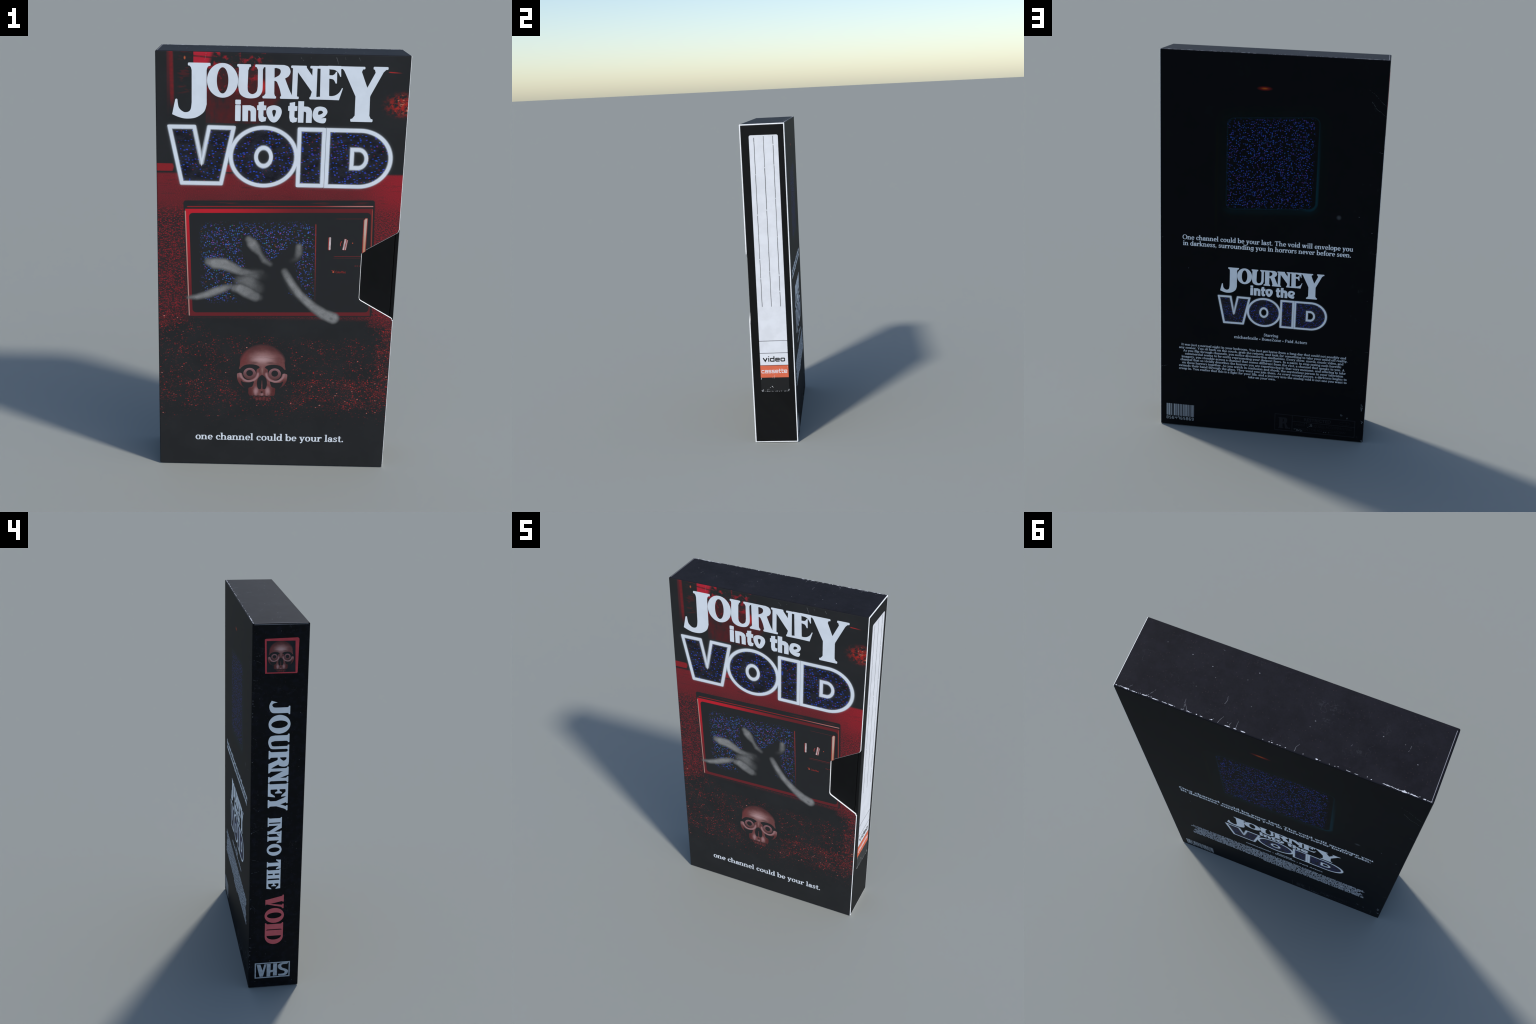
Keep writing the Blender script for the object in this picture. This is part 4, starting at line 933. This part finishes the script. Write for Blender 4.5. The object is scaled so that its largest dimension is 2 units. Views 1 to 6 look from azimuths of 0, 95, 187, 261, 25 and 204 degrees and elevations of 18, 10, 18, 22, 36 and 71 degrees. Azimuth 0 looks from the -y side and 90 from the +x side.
for cx, cz, rx, rz, k in ((531, 205, 5, 22, 16), (537, 118, 6, 8, 8), (541, 9, 5, 7, 7), (260, 72, 22, 14, 14), (206, 38, 22, 10, 16), (432, 148, 12, 6, 7), (462, 132, 6, 5, 3), (345, 40, 16, 4, 5)):
    for _ in range(k): s += chip(cx+rng.gauss(0, rx*.5), cz+rng.gauss(0, rz*.5), rng.uniform(2, 6), rng.uniform(1.5, 4.5))
s += chip(452, 1237, 4, 4)+chip(-400, 905, 3, 3)+chip(520, 1160, 3, 6)
ink('edge_chips', s, plain('rubbed_paper', (0.24, 0.26, 0.28), 0.7, 0.3), BACK, back, 0.3, kind='stuff')
s = []                                                 # spine: creases running in from the back edge
for z, l, a in ((1842, 60, .35), (1826, 45, -.2), (1690, 34, .4), (1440, 46, -.15), (1068, 46, -.25), (985, 40, -.3), (930, 40, .4), (778, 40, .2), (700, 44, .25), (512, 62, -.22), (495, 26, -.1), (1730, 20, .1), (1600, 18, .3), (250, 24, .3)): s += crack(-128, z, a, l, 1.2, .3, .4)
for _ in range(70): s += chip(-130+abs(rng.gauss(0, 18)), rng.uniform(30, 1980), rng.uniform(1.2, 2.6), rng.uniform(1, 2.2))
ink('surface_cracks', s, plain('hairline_paper', (0.075, 0.08, 0.09), 0.7, 0.3), SPINE, spine, 0.3, kind='stuff')
s = pen([(-127, 1995.2), (127, 1995.2)], 1.8)+chip(-22, 164, 4, 4)
for _ in range(16): s += chip(-129.5, rng.choice((rng.uniform(120, 260), rng.uniform(300, 1800))), 2, rng.uniform(2, 10))
ink('pale_edge_line', s, m_paleedge, SPINE, spine, 0.3, kind='stuff')

# ---------------------------------------------------------------- cassette
m_plastic = plain('black_plastic', (0.0046, 0.0047, 0.0050), 0.5, 0.14, 0.15, 0.01)
def moulded(name, x0, y0, z0, x1, y1, z1, r):
    bm = block(x0, y0, z0, x1, y1, z1)
    bmesh.ops.bevel(bm, geom=bm.edges[:], offset=r, segments=3, profile=0.5, affect='EDGES')
    me = bpy.data.meshes.new(name); bm.to_mesh(me); bm.free(); me.materials.append(m_plastic)
    return new_object(name, me, cassette)
GY, GZ = HY-BOARD-0.0015, 0.0090
moulded('cassette_shell', X0+0.02, -GY, GZ, CX-0.0185, GY, HZ-GZ, 0.003)
rail = moulded('edge_rail', CX-0.0175, -GY, GZ, CX, GY, HZ-GZ, 0.0035)
m_paper = plain('label_paper', (0.735, 0.745, 0.785), 0.6, 0.3, 0.04, 0.012)
m_orange = plain('label_orange', (0.70, 0.150, 0.075), 0.55, 0.12, 0.03, 0.02)
m_labelblack = plain('label_black', (0.0065, 0.0065, 0.0070), 0.4, 0.4)
m_line = plain('label_line_ink', (0.045, 0.045, 0.048))
lab = ink('label_sticker', poly((-80, 507), (94, 507), *arc(84, 1922, 10, 10, 0, 90, 6), *arc(-70, 1923, 10, 10, 90, 180, 6)), m_paper, LABEL, cassette, 0.5)
ink('label_band', poly((-81, 428), (94, 428), (94, 506.5), (-81, 506.5)), m_orange, LABEL, cassette, 0.5)
ink('label_foot', poly((94, 427.5), (-81, 427.5), *arc(-71, 346, 10, 10, 180, 270, 6), *arc(84, 347, 10, 10, 270, 360, 6)), m_labelblack, LABEL, cassette, 0.5)
for x, zt in ((-50, 1918), (7, 1926), (63.5, 1925)):
    s = []; z = 882.0
    while z < zt:
        L = rng.uniform(90, 260); e = min(zt, z+L); s += pen([(x, z), (x, e)], rng.uniform(2.7, 3.4)); z = e+rng.uniform(0, 7)
    ink('ruled_line', s, m_line, LABEL, cassette, 0.65, 0.4)
for z in (664, 586, 507): ink('ruled_line', pen([(-80, z), (94, z)], 3.0), m_line, LABEL, cassette, 0.65, 0.4)
m_word = plain('label_word_ink', (0.012, 0.012, 0.013))
for s in squared_word('video', -63, 76, 530, 25, .275, .17): ink('label_letter', s, m_word, LABEL, cassette, 0.65, 0.4)
for s in squared_word('cassette', -75, 86, 456, 21, .215, .15): ink('label_letter', s, m_paper, LABEL, cassette, 0.65, 0.4)
s = []
for t in range(34):
    x = rng.uniform(-76, 90); s += chip(x, 337.5+abs(rng.gauss(0, .8)), rng.uniform(2, 9), rng.uniform(1.2, 2.4))
for k in range(6): s += chip(-76+rng.uniform(-3, 8), 340+rng.uniform(-1, 12-k), 5, 4)+chip(91.5+rng.uniform(-2, 2), 344+rng.uniform(-2, 10), 3, 6)
s += crack(-14, 372, -1.0, 14, 4)+chip(-42, 347, 7, 4)+chip(-34, 352, 4, 4)+chip(-24, 362, 5, 4)+chip(-78, 424, 8, 6)+chip(-79, 418, 3, 10)
s += crack(66, 486, -1.5, 40, 1.2)+crack(90, 500, -1.5, 26, 1.4)+crack(6, 445, -1.4, 26, 1.6)+crack(-3, 440, -1.6, 18, 1.3)
ink('label_scuffs', s, plain('label_bare_paper', (0.55, 0.55, 0.57), 0.7, 0.3), LABEL, cassette, 0.62, 0.4, kind='stuff')
